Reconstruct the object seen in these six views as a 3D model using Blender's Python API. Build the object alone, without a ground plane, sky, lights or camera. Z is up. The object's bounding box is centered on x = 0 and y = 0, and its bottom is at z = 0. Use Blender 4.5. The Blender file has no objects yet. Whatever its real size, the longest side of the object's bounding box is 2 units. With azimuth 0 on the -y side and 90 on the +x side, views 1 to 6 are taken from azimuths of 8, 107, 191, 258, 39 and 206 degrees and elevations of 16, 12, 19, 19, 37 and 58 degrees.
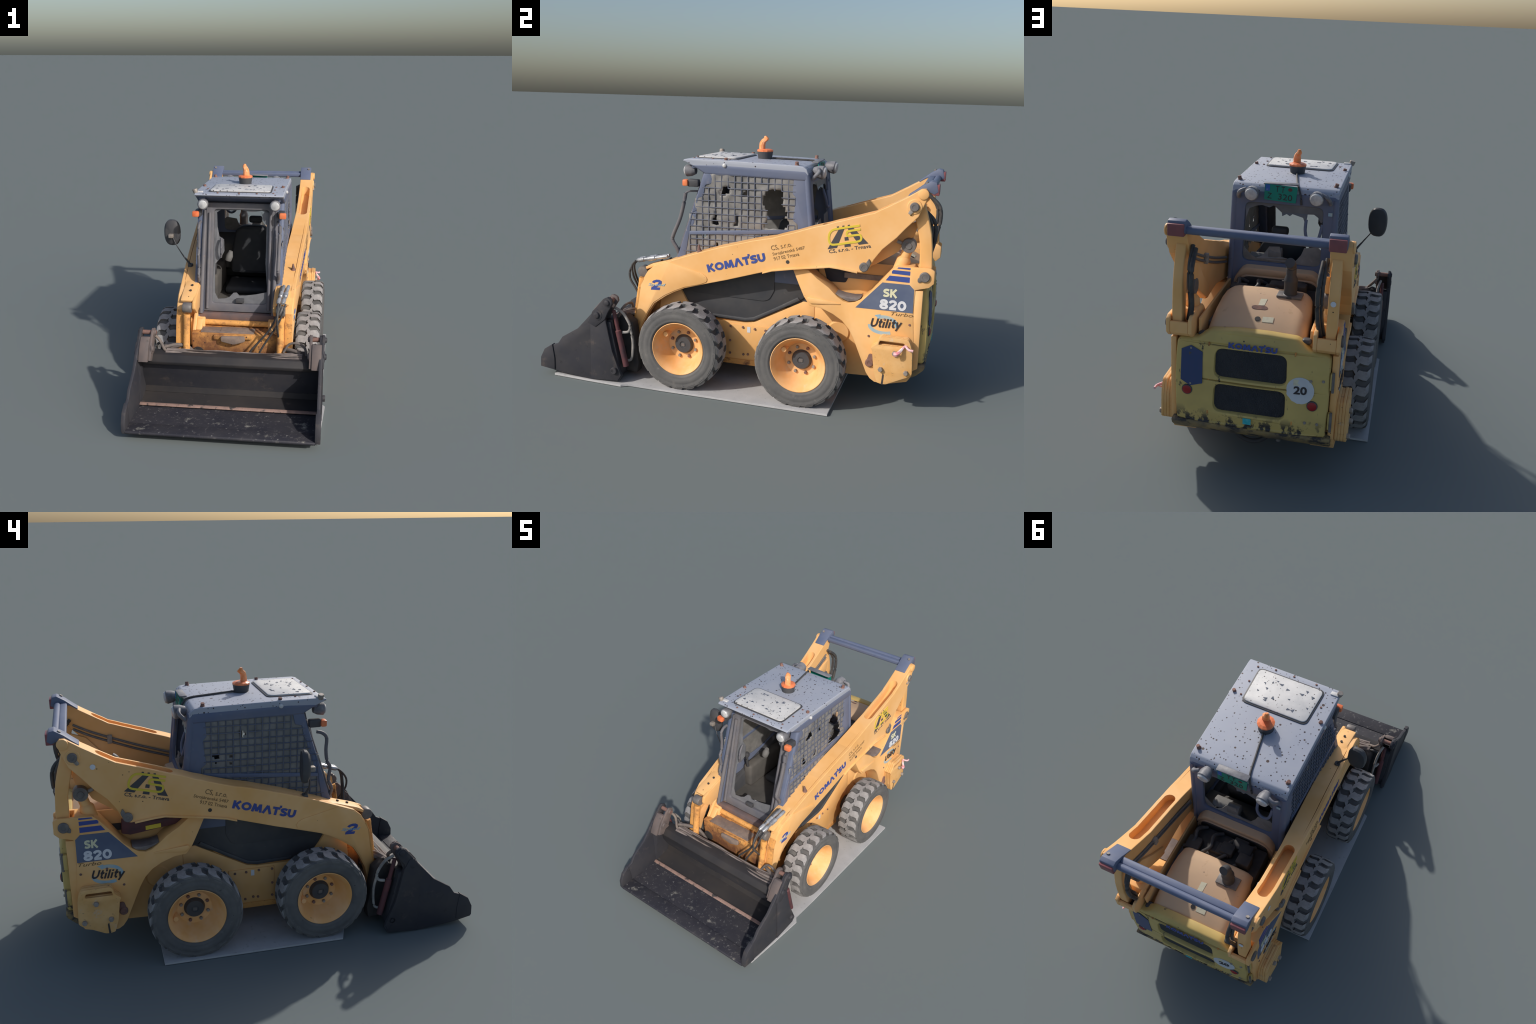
import bpy, bmesh, math, random
from math import sin, cos, pi, radians, sqrt
from mathutils import Vector, Matrix, noise

random.seed(7)
SC = bpy.context.scene
COL = SC.collection

# ------------------------------------------------------------------ materials
def new_mat(name):
    m = bpy.data.materials.new(name)
    m.use_nodes = True
    nt = m.node_tree
    b = nt.nodes["Principled BSDF"]
    return m, nt, b

def N(nt, kind, **kw):
    n = nt.nodes.new(kind)
    for k, v in kw.items():
        setattr(n, k, v)
    return n

def coords(nt):
    return N(nt, "ShaderNodeTexCoord").outputs["Object"]

def noise_mask(nt, co, scale, lo, hi, detail=4.0, rough=0.6, stretch=None, offset=(0, 0, 0)):
    mp = N(nt, "ShaderNodeMapping")
    mp.inputs["Location"].default_value = offset
    if stretch:
        mp.inputs["Scale"].default_value = stretch
    nt.links.new(co, mp.inputs["Vector"])
    t = N(nt, "ShaderNodeTexNoise")
    t.inputs["Scale"].default_value = scale
    t.inputs["Detail"].default_value = detail
    t.inputs["Roughness"].default_value = rough
    nt.links.new(mp.outputs["Vector"], t.inputs["Vector"])
    r = N(nt, "ShaderNodeMapRange")
    r.inputs["From Min"].default_value = lo
    r.inputs["From Max"].default_value = hi
    nt.links.new(t.outputs["Fac"], r.inputs["Value"])
    return r.outputs["Result"]

def spot_mask(nt, co, scale, radius, keep, soft=0.04):
    """round specks: Voronoi cells, only a random share of them carries a speck"""
    v = N(nt, "ShaderNodeTexVoronoi")
    v.inputs["Scale"].default_value = scale
    nt.links.new(co, v.inputs["Vector"])
    sep = N(nt, "ShaderNodeSeparateColor")
    nt.links.new(v.outputs["Color"], sep.inputs["Color"])
    size = N(nt, "ShaderNodeMath", operation="MULTIPLY")
    nt.links.new(sep.outputs["Green"], size.inputs[0])
    size.inputs[1].default_value = radius
    d = N(nt, "ShaderNodeMath", operation="SUBTRACT")
    nt.links.new(size.outputs[0], d.inputs[0])
    nt.links.new(v.outputs["Distance"], d.inputs[1])
    s = N(nt, "ShaderNodeMapRange")
    s.inputs["From Min"].default_value = 0.0
    s.inputs["From Max"].default_value = soft
    nt.links.new(d.outputs[0], s.inputs["Value"])
    k = N(nt, "ShaderNodeMath", operation="LESS_THAN")
    nt.links.new(sep.outputs["Red"], k.inputs[0])
    k.inputs[1].default_value = keep
    m = N(nt, "ShaderNodeMath", operation="MULTIPLY")
    nt.links.new(s.outputs["Result"], m.inputs[0])
    nt.links.new(k.outputs[0], m.inputs[1])
    return m.outputs[0]

def mixcol(nt, fac, a, b):
    m = N(nt, "ShaderNodeMix", data_type="RGBA")
    ins = [i for i in m.inputs if i.type == "RGBA"]
    facin = [i for i in m.inputs if i.type == "VALUE"][0]
    if isinstance(fac, float):
        facin.default_value = fac
    else:
        nt.links.new(fac, facin)
    for sock, v in zip(ins, (a, b)):
        if isinstance(v, tuple):
            sock.default_value = (*v, 1.0)
        else:
            nt.links.new(v, sock)
    return [o for o in m.outputs if o.type == "RGBA"][0]

def scaled(fac_nt, sock, k):
    m = N(fac_nt, "ShaderNodeMath", operation="MULTIPLY")
    fac_nt.links.new(sock, m.inputs[0])
    m.inputs[1].default_value = k
    return m.outputs[0]

def make(name, base, var=None, var_scale=7.0, layers=(), rough=0.6, metal=0.0, bump=0.0, bump_scale=120.0, coat=0.0):
    """layers: ('noise', colour, scale, lo, hi, stretch) or ('spots', colour, scale, radius, keep)"""
    m, nt, b = new_mat(name)
    co = coords(nt)
    col = base
    if var:
        col = mixcol(nt, noise_mask(nt, co, var_scale, 0.35, 0.68), base, var)
    for i, L in enumerate(layers):
        if L[0] == "noise":
            k = noise_mask(nt, co, L[2], L[3], L[4], 6.0, 0.68, L[5] if len(L) > 5 else None, (i * 3.1, 1.7 * i, 0.4))
        elif L[0] == "low":   # scuffs and rust gathered on the lower part, between two heights
            k0 = noise_mask(nt, co, L[2], L[3], L[4], 6.0, 0.68, (1.0, 1.0, 0.6), (i * 3.1, 0.3, 0.4))
            sp = N(nt, "ShaderNodeSeparateXYZ")
            nt.links.new(co, sp.inputs[0])
            zr = N(nt, "ShaderNodeMapRange")
            zr.inputs["From Min"].default_value = L[5]
            zr.inputs["From Max"].default_value = L[6]
            nt.links.new(sp.outputs["Z"], zr.inputs["Value"])
            mm = N(nt, "ShaderNodeMath", operation="MULTIPLY")
            nt.links.new(k0, mm.inputs[0]); nt.links.new(zr.outputs["Result"], mm.inputs[1])
            k = mm.outputs[0]
        else:
            k = spot_mask(nt, co, L[2], L[3], L[4])
        col = mixcol(nt, k, col, L[1])
    if isinstance(col, tuple):
        b.inputs["Base Color"].default_value = (*col, 1)
    else:
        nt.links.new(col, b.inputs["Base Color"])
    b.inputs["Roughness"].default_value = rough
    b.inputs["Metallic"].default_value = metal
    b.inputs["Specular IOR Level"].default_value = 0.3
    if coat:
        b.inputs["Coat Weight"].default_value = coat
    if bump:
        t = N(nt, "ShaderNodeTexNoise")
        t.inputs["Scale"].default_value = bump_scale
        t.inputs["Detail"].default_value = 3
        nt.links.new(co, t.inputs["Vector"])
        bp = N(nt, "ShaderNodeBump")
        bp.inputs["Strength"].default_value = bump
        bp.inputs["Distance"].default_value = 0.003
        nt.links.new(t.outputs["Fac"], bp.inputs["Height"])
        nt.links.new(bp.outputs["Normal"], b.inputs["Normal"])
    return m

YEL = (0.82, 0.44, 0.155)
M = {}
M["yellow"] = make("yellow_paint", YEL, (0.88, 0.52, 0.23), 5.0,
    [("spots", (0.10, 0.06, 0.03), 38.0, 0.16, 0.16), ("noise", (0.36, 0.17, 0.05), 60.0, 0.74, 0.80)], 0.5, bump=0.05)
M["yellow_worn"] = make("worn_yellow_paint", (0.80, 0.39, 0.11), (0.62, 0.29, 0.09), 9.0,
    [("noise", (0.20, 0.09, 0.045), 13.0, 0.53, 0.68), ("noise", (0.10, 0.055, 0.04), 90.0, 0.60, 0.70),
     ("noise", (0.30, 0.22, 0.17), 24.0, 0.64, 0.72)], 0.65, bump=0.12)
M["yellow_rusty"] = make("rust_eaten_yellow", (0.80, 0.41, 0.12), (0.66, 0.31, 0.09), 8.0,
    [("noise", (0.25, 0.11, 0.05), 7.0, 0.40, 0.60), ("noise", (0.12, 0.06, 0.04), 70.0, 0.57, 0.68), ("spots", (0.08, 0.045, 0.035), 60.0, 0.3, 0.35), ("low", (0.20, 0.085, 0.045), 12.0, 0.30, 0.55, 0.38, 0.29)], 0.75, bump=0.15)
M["yellow_dusty"] = make("dusty_yellow_paint", (0.78, 0.47, 0.20), (0.70, 0.38, 0.13), 12.0,
    [("noise", (0.22, 0.13, 0.08), 45.0, 0.62, 0.70, (1, 1, 2.5)), ("noise", (0.60, 0.47, 0.36), 16.0, 0.60, 0.72)], 0.7, bump=0.1)
M["yellow_door"] = make("rear_door_yellow", (0.62, 0.46, 0.16), (0.53, 0.39, 0.14), 7.0,
    [("noise", (0.055, 0.05, 0.05), 18.0, 0.635, 0.68, (1.0, 1.0, 0.45)), ("noise", (0.07, 0.06, 0.05), 60.0, 0.68, 0.72, (2.2, 1, 0.6)),
     ("spots", (0.06, 0.055, 0.05), 30.0, 0.14, 0.10), ("low", (0.055, 0.05, 0.05), 20.0, 0.50, 0.56, 0.33, 0.27)], 0.5, bump=0.06)
M["bumper"] = make("scraped_bumper", (0.34, 0.24, 0.10), (0.10, 0.085, 0.075), 9.0,
    [("noise", (0.05, 0.045, 0.045), 16.0, 0.50, 0.60, (1, 1, 2))], 0.75, bump=0.15)
M["hood"] = make("pale_tan_hood", (0.66, 0.45, 0.28), (0.60, 0.41, 0.27), 6.0,
    [("spots", (0.08, 0.06, 0.05), 40.0, 0.13, 0.13), ("noise", (0.52, 0.34, 0.21), 30.0, 0.60, 0.75)], 0.7, bump=0.08)
M["rim"] = make("rim_orange_yellow", (0.84, 0.42, 0.14), (0.90, 0.52, 0.25), 10.0,
    [("noise", (0.28, 0.13, 0.06), 28.0, 0.66, 0.74), ("noise", (0.75, 0.52, 0.33), 14.0, 0.58, 0.75)], 0.55)
M["cab"] = make("cab_grey_blue", (0.115, 0.143, 0.228), (0.15, 0.17, 0.24), 6.0,
    [("noise", (0.20, 0.21, 0.26), 18.0, 0.62, 0.76), ("noise", (0.09, 0.085, 0.09), 55.0, 0.69, 0.74)], 0.5, bump=0.05)
M["roof"] = make("speckled_pale_roof", (0.345, 0.372, 0.445), (0.39, 0.41, 0.47), 5.0,  # paler blue-grey than the cab sides, with dark specks
    [("spots", (0.06, 0.05, 0.055), 75.0, 0.38, 0.55), ("spots", (0.08, 0.055, 0.05), 30.0, 0.27, 0.30),
     ("noise", (0.24, 0.20, 0.19), 14.0, 0.70, 0.80)], 0.55, bump=0.05)
M["hatch"] = make("hatch_pale_plastic", (0.62, 0.61, 0.60), (0.50, 0.50, 0.50), 12.0,
    [("spots", (0.10, 0.09, 0.09), 80.0, 0.36, 0.5), ("noise", (0.30, 0.28, 0.27), 26.0, 0.62, 0.74)], 0.5, bump=0.25, bump_scale=40)
M["chip"] = make("hatch_chip_blue_grey", (0.11, 0.13, 0.17), None, rough=0.6)
M["door_frame"] = make("door_frame_dark", (0.125, 0.125, 0.145), (0.165, 0.155, 0.16), 11.0,
    [("noise", (0.30, 0.20, 0.16), 20.0, 0.66, 0.74)], 0.55, bump=0.08)
M["sill"] = make("rusty_sill", (0.20, 0.13, 0.115), (0.13, 0.105, 0.11), 14.0,
    [("noise", (0.33, 0.15, 0.08), 40.0, 0.62, 0.70)], 0.75)
M["pane"] = make("dusty_pane", (0.25, 0.24, 0.23), (0.17, 0.165, 0.16), 16.0,
    [("noise", (0.30, 0.29, 0.27), 26.0, 0.60, 0.72)], 0.5, bump=0.2, bump_scale=50)
M["pane_dark"] = make("smoked_pane", (0.125, 0.128, 0.138), (0.19, 0.19, 0.20), 12.0, (), 0.35, bump=0.1)
M["guard"] = make("guard_wire_grey", (0.105, 0.12, 0.165), (0.14, 0.15, 0.19), 20.0, (), 0.55)
M["black"] = make("black_plastic", (0.062, 0.064, 0.072), (0.085, 0.083, 0.085), 9.0,
    [("noise", (0.13, 0.12, 0.115), 30.0, 0.64, 0.78)], 0.5, bump=0.15, bump_scale=200)
M["interior"] = make("cab_interior_dark", (0.085, 0.08, 0.076), (0.13, 0.12, 0.11), 9.0,
    [("noise", (0.14, 0.10, 0.07), 20.0, 0.66, 0.76)], 0.8)
M["seat"] = make("seat_vinyl", (0.045, 0.048, 0.054), (0.065, 0.066, 0.07), 10.0, (), 0.6, bump=0.15, bump_scale=30)
M["grey_trim"] = make("grey_interior_trim", (0.22, 0.215, 0.21), (0.15, 0.145, 0.14), 14.0, (), 0.7)
M["grille"] = make("grille_mesh_dark", (0.038, 0.040, 0.055), None, rough=0.6)
M["rubber"] = make("tyre_rubber", (0.105, 0.103, 0.104), (0.15, 0.145, 0.14), 10.0,
    [("noise", (0.19, 0.175, 0.165), 22.0, 0.60, 0.74), ("noise", (0.055, 0.055, 0.058), 35.0, 0.64, 0.72)], 0.85, bump=0.15)
M["lug"] = make("pale_tread_rubber", (0.40, 0.385, 0.38), (0.27, 0.26, 0.26), 16.0,  # sunlit brightness put into the albedo, toned down halfway towards the shaded treads
    [("noise", (0.16, 0.155, 0.155), 40.0, 0.62, 0.70), ("noise", (0.56, 0.54, 0.52), 12.0, 0.58, 0.72)], 0.9, bump=0.2)
M["steel"] = make("worn_steel", (0.15, 0.14, 0.14), (0.22, 0.20, 0.185), 30.0,
    [("noise", (0.24, 0.13, 0.09), 50.0, 0.62, 0.70)], 0.5, metal=0.2)
M["pale_steel"] = make("pale_bolt_steel", (0.36, 0.33, 0.30), (0.25, 0.21, 0.18), 40.0, (), 0.55, metal=0.2)
M["bright_steel"] = make("bright_coupler", (0.55, 0.56, 0.58), (0.28, 0.28, 0.29), 40.0, (), 0.35, metal=0.5)
M["rust"] = make("rusty_stud", (0.26, 0.14, 0.11), (0.16, 0.10, 0.09), 40.0, (), 0.8)
M["bucket"] = make("bucket_black_steel", (0.036, 0.037, 0.047), (0.052, 0.050, 0.055), 6.0,
    [("noise", (0.10, 0.083, 0.076), 12.0, 0.58, 0.74), ("noise", (0.030, 0.030, 0.035), 30.0, 0.60, 0.70)], 0.6, bump=0.15)
M["bucket_floor"] = make("bucket_floor_scuffed", (0.030, 0.030, 0.040), (0.048, 0.046, 0.053), 7.0,
    [("noise", (0.095, 0.09, 0.09), 40.0, 0.58, 0.68), ("noise", (0.34, 0.325, 0.28), 11.0, 0.60, 0.72), ("noise", (0.24, 0.235, 0.225), 48.0, 0.60, 0.68)], 0.6, bump=0.25)
M["bucket_inner"] = make("bucket_back_brown", (0.030, 0.029, 0.032), (0.046, 0.041, 0.040), 5.0,
    [("noise", (0.11, 0.092, 0.084), 14.0, 0.62, 0.76)], 0.6, bump=0.12)
M["bucket_rust"] = make("bucket_bare_rust_edge", (0.34, 0.22, 0.18), (0.22, 0.15, 0.13), 30.0,
    [("noise", (0.055, 0.05, 0.05), 24.0, 0.54, 0.60)], 0.7)
M["bucket_ear"] = make("bucket_ear_brown", (0.16, 0.125, 0.115), (0.11, 0.095, 0.095), 12.0,
    [("noise", (0.06, 0.055, 0.055), 30.0, 0.62, 0.70)], 0.65)
M["hose"] = make("hose_black", (0.05, 0.05, 0.055), (0.09, 0.085, 0.08), 30.0, (), 0.5)
M["hose_dusty"] = make("hose_dusty_brown", (0.22, 0.18, 0.155), (0.12, 0.105, 0.10), 24.0, (), 0.75)
M["hose_pale"] = make("hose_pale", (0.42, 0.39, 0.36), (0.22, 0.21, 0.20), 24.0, (), 0.6)
M["red"] = make("faded_red", (0.14, 0.05, 0.054), (0.07, 0.04, 0.047), 16.0, (), 0.6)
M["lens_red"] = make("red_lens", (0.33, 0.022, 0.025), None, rough=0.25)
M["lens_dull_red"] = make("dull_red_lens", (0.30, 0.10, 0.105), (0.22, 0.08, 0.09), 20.0, (), 0.4)
M["lens_orange"] = make("orange_lens", (0.75, 0.155, 0.055), (0.86, 0.28, 0.12), 18.0, (), 0.35)
M["beacon_glow"] = make("beacon_amber_shell", (0.92, 0.27, 0.07), (0.93, 0.50, 0.28), 30.0, (), 0.35)
M["lens_white"] = make("lamp_lens_pale", (0.60, 0.60, 0.60), (0.42, 0.42, 0.43), 40.0, (), 0.25)
M["lamp_body"] = make("lamp_body_grey", (0.14, 0.14, 0.16), (0.26, 0.26, 0.27), 30.0, (), 0.5)
M["blue"] = make("decal_blue", (0.055, 0.085, 0.30), None, rough=0.5)
M["navy"] = make("decal_navy", (0.10, 0.125, 0.20), (0.14, 0.165, 0.235), 9.0,
    [("noise", (0.62, 0.34, 0.09), 20.0, 0.715, 0.725)], 0.5)
M["navy_dark"] = make("panel_navy", (0.045, 0.07, 0.17), None, rough=0.45)
M["white"] = make("decal_white", (0.74, 0.74, 0.76), (0.66, 0.66, 0.70), 20.0, (), 0.5)
M["cream"] = make("decal_cream", (0.72, 0.69, 0.47), None, rough=0.5)
M["ink"] = make("decal_ink", (0.045, 0.04, 0.045), None, rough=0.5)
M["ink_brown"] = make("decal_brown_ink", (0.21, 0.125, 0.055), None, rough=0.6)
M["logo_yellow"] = make("decal_lemon", (0.70, 0.53, 0.06), None, rough=0.5)
M["logo_dark"] = make("decal_logo_grey", (0.075, 0.07, 0.075), None, rough=0.5)
M["sky_blue"] = make("decal_sky_blue", (0.20, 0.42, 0.60), (0.50, 0.52, 0.45), 14.0, (), 0.5)
M["cyan"] = make("sticker_cyan", (0.02, 0.42, 0.50), (0.10, 0.50, 0.55), 60.0, (), 0.5)
M["green"] = make("plate_green", (0.012, 0.24, 0.185), None, rough=0.45)
M["plate_blue"] = make("plate_blue", (0.04, 0.13, 0.45), None, rough=0.45)
M["sign"] = make("round_sign_white", (0.62, 0.64, 0.67), (0.56, 0.58, 0.62), 20.0,
    [("noise", (0.55, 0.16, 0.17), 26.0, 0.70, 0.72)], 0.5)
M["label"] = make("pale_label", (0.72, 0.68, 0.50), (0.62, 0.58, 0.44), 60.0, (), 0.6)
M["concrete"] = make("concrete_patch", (0.48, 0.475, 0.48), (0.42, 0.415, 0.42), 9.0,
    [("spots", (0.10, 0.10, 0.10), 30.0, 0.10, 0.12), ("noise", (0.30, 0.295, 0.295), 40.0, 0.60, 0.72)], 0.9, bump=0.2)
M["dark_metal"] = make("shaded_machinery", (0.035, 0.034, 0.037), (0.07, 0.06, 0.055), 12.0,
    [("noise", (0.14, 0.10, 0.08), 22.0, 0.64, 0.74)], 0.7)
M["mud"] = make("dried_mud", (0.26, 0.22, 0.20), (0.17, 0.14, 0.135), 18.0, (), 0.9, bump=0.3)
M["anti_slip"] = make("anti_slip_strip", (0.28, 0.21, 0.17), (0.19, 0.15, 0.135), 26.0,
    [("noise", (0.44, 0.25, 0.08), 30.0, 0.64, 0.72)], 0.9, bump=0.3)
M["pink"] = make("ribbon_pink", (0.75, 0.22, 0.26), (0.80, 0.74, 0.74), 22.0, (), 0.7)

# ------------------------------------------------------------------ geometry helpers
ROOT = None

def link(name, me, mat, parent, smooth=None):
    if mat is not None and not me.materials:
        me.materials.append(M[mat] if isinstance(mat, str) else mat)
    o = bpy.data.objects.new(name, me)
    COL.objects.link(o)
    o.parent = parent
    if smooth is not None:
        me.polygons.foreach_set("use_smooth", [True] * len(me.polygons))
        if smooth < 180:
            bm = bmesh.new(); bm.from_mesh(me)
            for e in bm.edges:
                if len(e.link_faces) == 2 and e.calc_face_angle(0) > radians(smooth):
                    e.smooth = False
            bm.to_mesh(me); bm.free()
    return o

def mesh_of(bm, name):
    bmesh.ops.recalc_face_normals(bm, faces=bm.faces)
    me = bpy.data.meshes.new(name)
    bm.to_mesh(me); bm.free()
    return me

def bevel_bm(bm, w, seg=2, ang=30):
    if w <= 0:
        return
    es = [e for e in bm.edges if len(e.link_faces) == 2 and e.calc_face_angle(0) > radians(ang)]
    bmesh.ops.bevel(bm, geom=es, offset=w, segments=seg, affect="EDGES", profile=0.5, clamp_overlap=True)

def roundpoly(pts, r, n=4):
    """round the corners of a 2D polygon; r is one radius or one per corner"""
    out = []
    L = len(pts)
    for i, p in enumerate(pts):
        rr = r[i] if isinstance(r, (list, tuple)) else r
        a = Vector(pts[i - 1]); b = Vector(p); c = Vector(pts[(i + 1) % L])
        u = (a - b); v = (c - b)
        d = min(rr, u.length * 0.48, v.length * 0.48)
        if d < 1e-5:
            out.append((b.x, b.y)); continue
        p0 = b + u.normalized() * d; p1 = b + v.normalized() * d
        for k in range(n + 1):
            t = k / n
            q = p0 * (1 - t) ** 2 + b * 2 * t * (1 - t) + p1 * t * t
            out.append((q.x, q.y))
    return out

def smoothline(pts, n=6, closed=False):
    """Catmull-Rom through control points of any dimension"""
    P = [Vector(p) for p in pts]
    out = []
    L = len(P)
    rng = range(L if closed else L - 1)
    for i in rng:
        p0 = P[i - 1] if (i > 0 or closed) else P[0]
        p1 = P[i]; p2 = P[(i + 1) % L]
        p3 = P[(i + 2) % L] if (i + 2 < L or closed) else P[-1]
        for k in range(n):
            t = k / n
            out.append(0.5 * ((2 * p1) + (p2 - p0) * t + (2 * p0 - 5 * p1 + 4 * p2 - p3) * t * t + (3 * p1 - p0 - 3 * p2 + p3) * t ** 3))
    if not closed:
        out.append(P[-1])
    return out

def prism(name, poly, x0, x1, mat, parent, bev=0.0, seg=2, smooth=40, cut=0.0, noise_amp=0.0):
    """polygon in (y, z) drawn out along x; x0 and x1 may be functions of (y, z)"""
    f0 = x0 if callable(x0) else (lambda y, z: x0)
    f1 = x1 if callable(x1) else (lambda y, z: x1)
    bm = bmesh.new()
    A = [bm.verts.new((f0(y, z), y, z)) for y, z in poly]
    B = [bm.verts.new((f1(y, z), y, z)) for y, z in poly]
    n = len(poly)
    bm.faces.new(A); bm.faces.new(B[::-1])
    for i in range(n):
        bm.faces.new((A[i], B[i], B[(i + 1) % n], A[(i + 1) % n]))
    bmesh.ops.recalc_face_normals(bm, faces=bm.faces)
    bevel_bm(bm, bev, seg)
    return link(name, mesh_of(bm, name), mat, parent, smooth)

def prism_y(name, poly, y0, y1, mat, parent, bev=0.0, seg=2, smooth=40):
    """polygon in (x, z) drawn out along y; y0, y1 may be functions of (x, z)"""
    f0 = y0 if callable(y0) else (lambda x, z: y0)
    f1 = y1 if callable(y1) else (lambda x, z: y1)
    bm = bmesh.new()
    A = [bm.verts.new((x, f0(x, z), z)) for x, z in poly]
    B = [bm.verts.new((x, f1(x, z), z)) for x, z in poly]
    n = len(poly)
    bm.faces.new(A); bm.faces.new(B[::-1])
    for i in range(n):
        bm.faces.new((A[i], B[i], B[(i + 1) % n], A[(i + 1) % n]))
    bmesh.ops.recalc_face_normals(bm, faces=bm.faces)
    bevel_bm(bm, bev, seg)
    return link(name, mesh_of(bm, name), mat, parent, smooth)

def prism_z(name, poly, z0, z1, mat, parent, bev=0.0, seg=2, smooth=40):
    f0 = z0 if callable(z0) else (lambda x, y: z0)
    f1 = z1 if callable(z1) else (lambda x, y: z1)
    bm = bmesh.new()
    A = [bm.verts.new((x, y, f0(x, y))) for x, y in poly]
    B = [bm.verts.new((x, y, f1(x, y))) for x, y in poly]
    n = len(poly)
    bm.faces.new(A); bm.faces.new(B[::-1])
    for i in range(n):
        bm.faces.new((A[i], B[i], B[(i + 1) % n], A[(i + 1) % n]))
    bmesh.ops.recalc_face_normals(bm, faces=bm.faces)
    bevel_bm(bm, bev, seg)
    return link(name, mesh_of(bm, name), mat, parent, smooth)

def box(name, lo, hi, mat, parent, bev=0.004, seg=2, mtx=None, smooth=40):
    bm = bmesh.new()
    bmesh.ops.create_cube(bm, size=1)
    c = (Vector(lo) + Vector(hi)) / 2; s = Vector(hi) - Vector(lo)
    for v in bm.verts:
        v.co = Vector((v.co.x * s.x, v.co.y * s.y, v.co.z * s.z))
    bevel_bm(bm, min(bev, min(s) * 0.45), seg)
    T = Matrix.Translation(c)
    if mtx:
        T = T @ mtx
    bm.transform(T)
    return link(name, mesh_of(bm, name), mat, parent, smooth)

def ring_verts(bm, c, t, r, n, up=Vector((0, 0, 1))):
    t = t.normalized()
    if abs(t.dot(up)) > 0.98:
        up = Vector((1, 0, 0))
    u = t.cross(up).normalized(); v = u.cross(t)
    return [bm.verts.new(c + (u * cos(2 * pi * k / n) + v * sin(2 * pi * k / n)) * r) for k in range(n)]

def tube_bm(bm, pts, r, n=8, closed=False):
    P = [Vector(p) for p in pts]
    rings = []
    L = len(P)
    for i, p in enumerate(P):
        if closed:
            t = P[(i + 1) % L] - P[i - 1]
        else:
            t = P[min(i + 1, L - 1)] - P[max(i - 1, 0)]
        rr = r(i / max(L - 1, 1)) if callable(r) else r
        rings.append(ring_verts(bm, p, t, rr, n))
    m = L if closed else L - 1
    for i in range(m):
        a = rings[i]; b = rings[(i + 1) % L]
        for k in range(n):
            bm.faces.new((a[k], a[(k + 1) % n], b[(k + 1) % n], b[k]))
    if not closed:
        bm.faces.new(rings[0][::-1]); bm.faces.new(rings[-1])

def tube(name, pts, r, mat, parent, n=10, curve=6, closed=False):
    bm = bmesh.new()
    P = smoothline(pts, curve, closed) if curve else pts
    tube_bm(bm, P, r, n, closed)
    return link(name, mesh_of(bm, name), mat, parent, 50)

def lathe(name, prof, origin, axis, mat, parent, n=48, smooth=35):
    """prof: (radius, distance along axis); axis 'x','y','z' or a vector"""
    ax = {"x": Vector((1, 0, 0)), "y": Vector((0, 1, 0)), "z": Vector((0, 0, 1))}.get(axis, axis) if isinstance(axis, str) else Vector(axis)
    ax = ax.normalized()
    up = Vector((0, 0, 1)) if abs(ax.z) < 0.9 else Vector((0, 1, 0))
    u = ax.cross(up).normalized(); v = u.cross(ax)
    o = Vector(origin)
    bm = bmesh.new()
    rings = []
    for r, h in prof:
        if r < 1e-6:
            rings.append([bm.verts.new(o + ax * h)])
        else:
            rings.append([bm.verts.new(o + ax * h + (u * cos(2 * pi * k / n) + v * sin(2 * pi * k / n)) * r) for k in range(n)])
    for a, b in zip(rings, rings[1:]):
        for k in range(n):
            k2 = (k + 1) % n
            if len(a) == 1 and len(b) == 1:
                continue
            if len(a) == 1:
                bm.faces.new((a[0], b[k2], b[k]))
            elif len(b) == 1:
                bm.faces.new((a[k], a[k2], b[0]))
            else:
                bm.faces.new((a[k], a[k2], b[k2], b[k]))
    return link(name, mesh_of(bm, name), mat, parent, smooth)

def disc_pin(name, origin, axis, r, h, mat, parent, n=24):
    return lathe(name, [(0, 0), (r * 0.9, 0), (r, h * 0.15), (r, h * 0.75), (r * 0.85, h), (r * 0.45, h), (r * 0.42, h * 0.9), (0, h * 0.9)], origin, axis, mat, parent, n)

def hexbolt(name, origin, axis, r, h, mat, parent):
    return lathe(name, [(0, 0), (r, 0), (r, h * 0.75), (r * 0.8, h), (0, h)], origin, axis, mat, parent, n=6, smooth=20)

def curve_mesh(cu, fn, name):
    o = bpy.data.objects.new("tmp_curve", cu)
    COL.objects.link(o)
    dg = bpy.context.evaluated_depsgraph_get()
    me = bpy.data.meshes.new_from_object(o.evaluated_get(dg))
    bpy.data.objects.remove(o)
    bpy.data.curves.remove(cu)
    for v in me.vertices:
        v.co = fn(v.co)
    me.materials.clear()
    bm = bmesh.new(); bm.from_mesh(me)
    bmesh.ops.remove_doubles(bm, verts=bm.verts, dist=1e-6)
    bmesh.ops.recalc_face_normals(bm, faces=bm.faces)
    bm.to_mesh(me); bm.free()
    me.name = name
    return me

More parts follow.
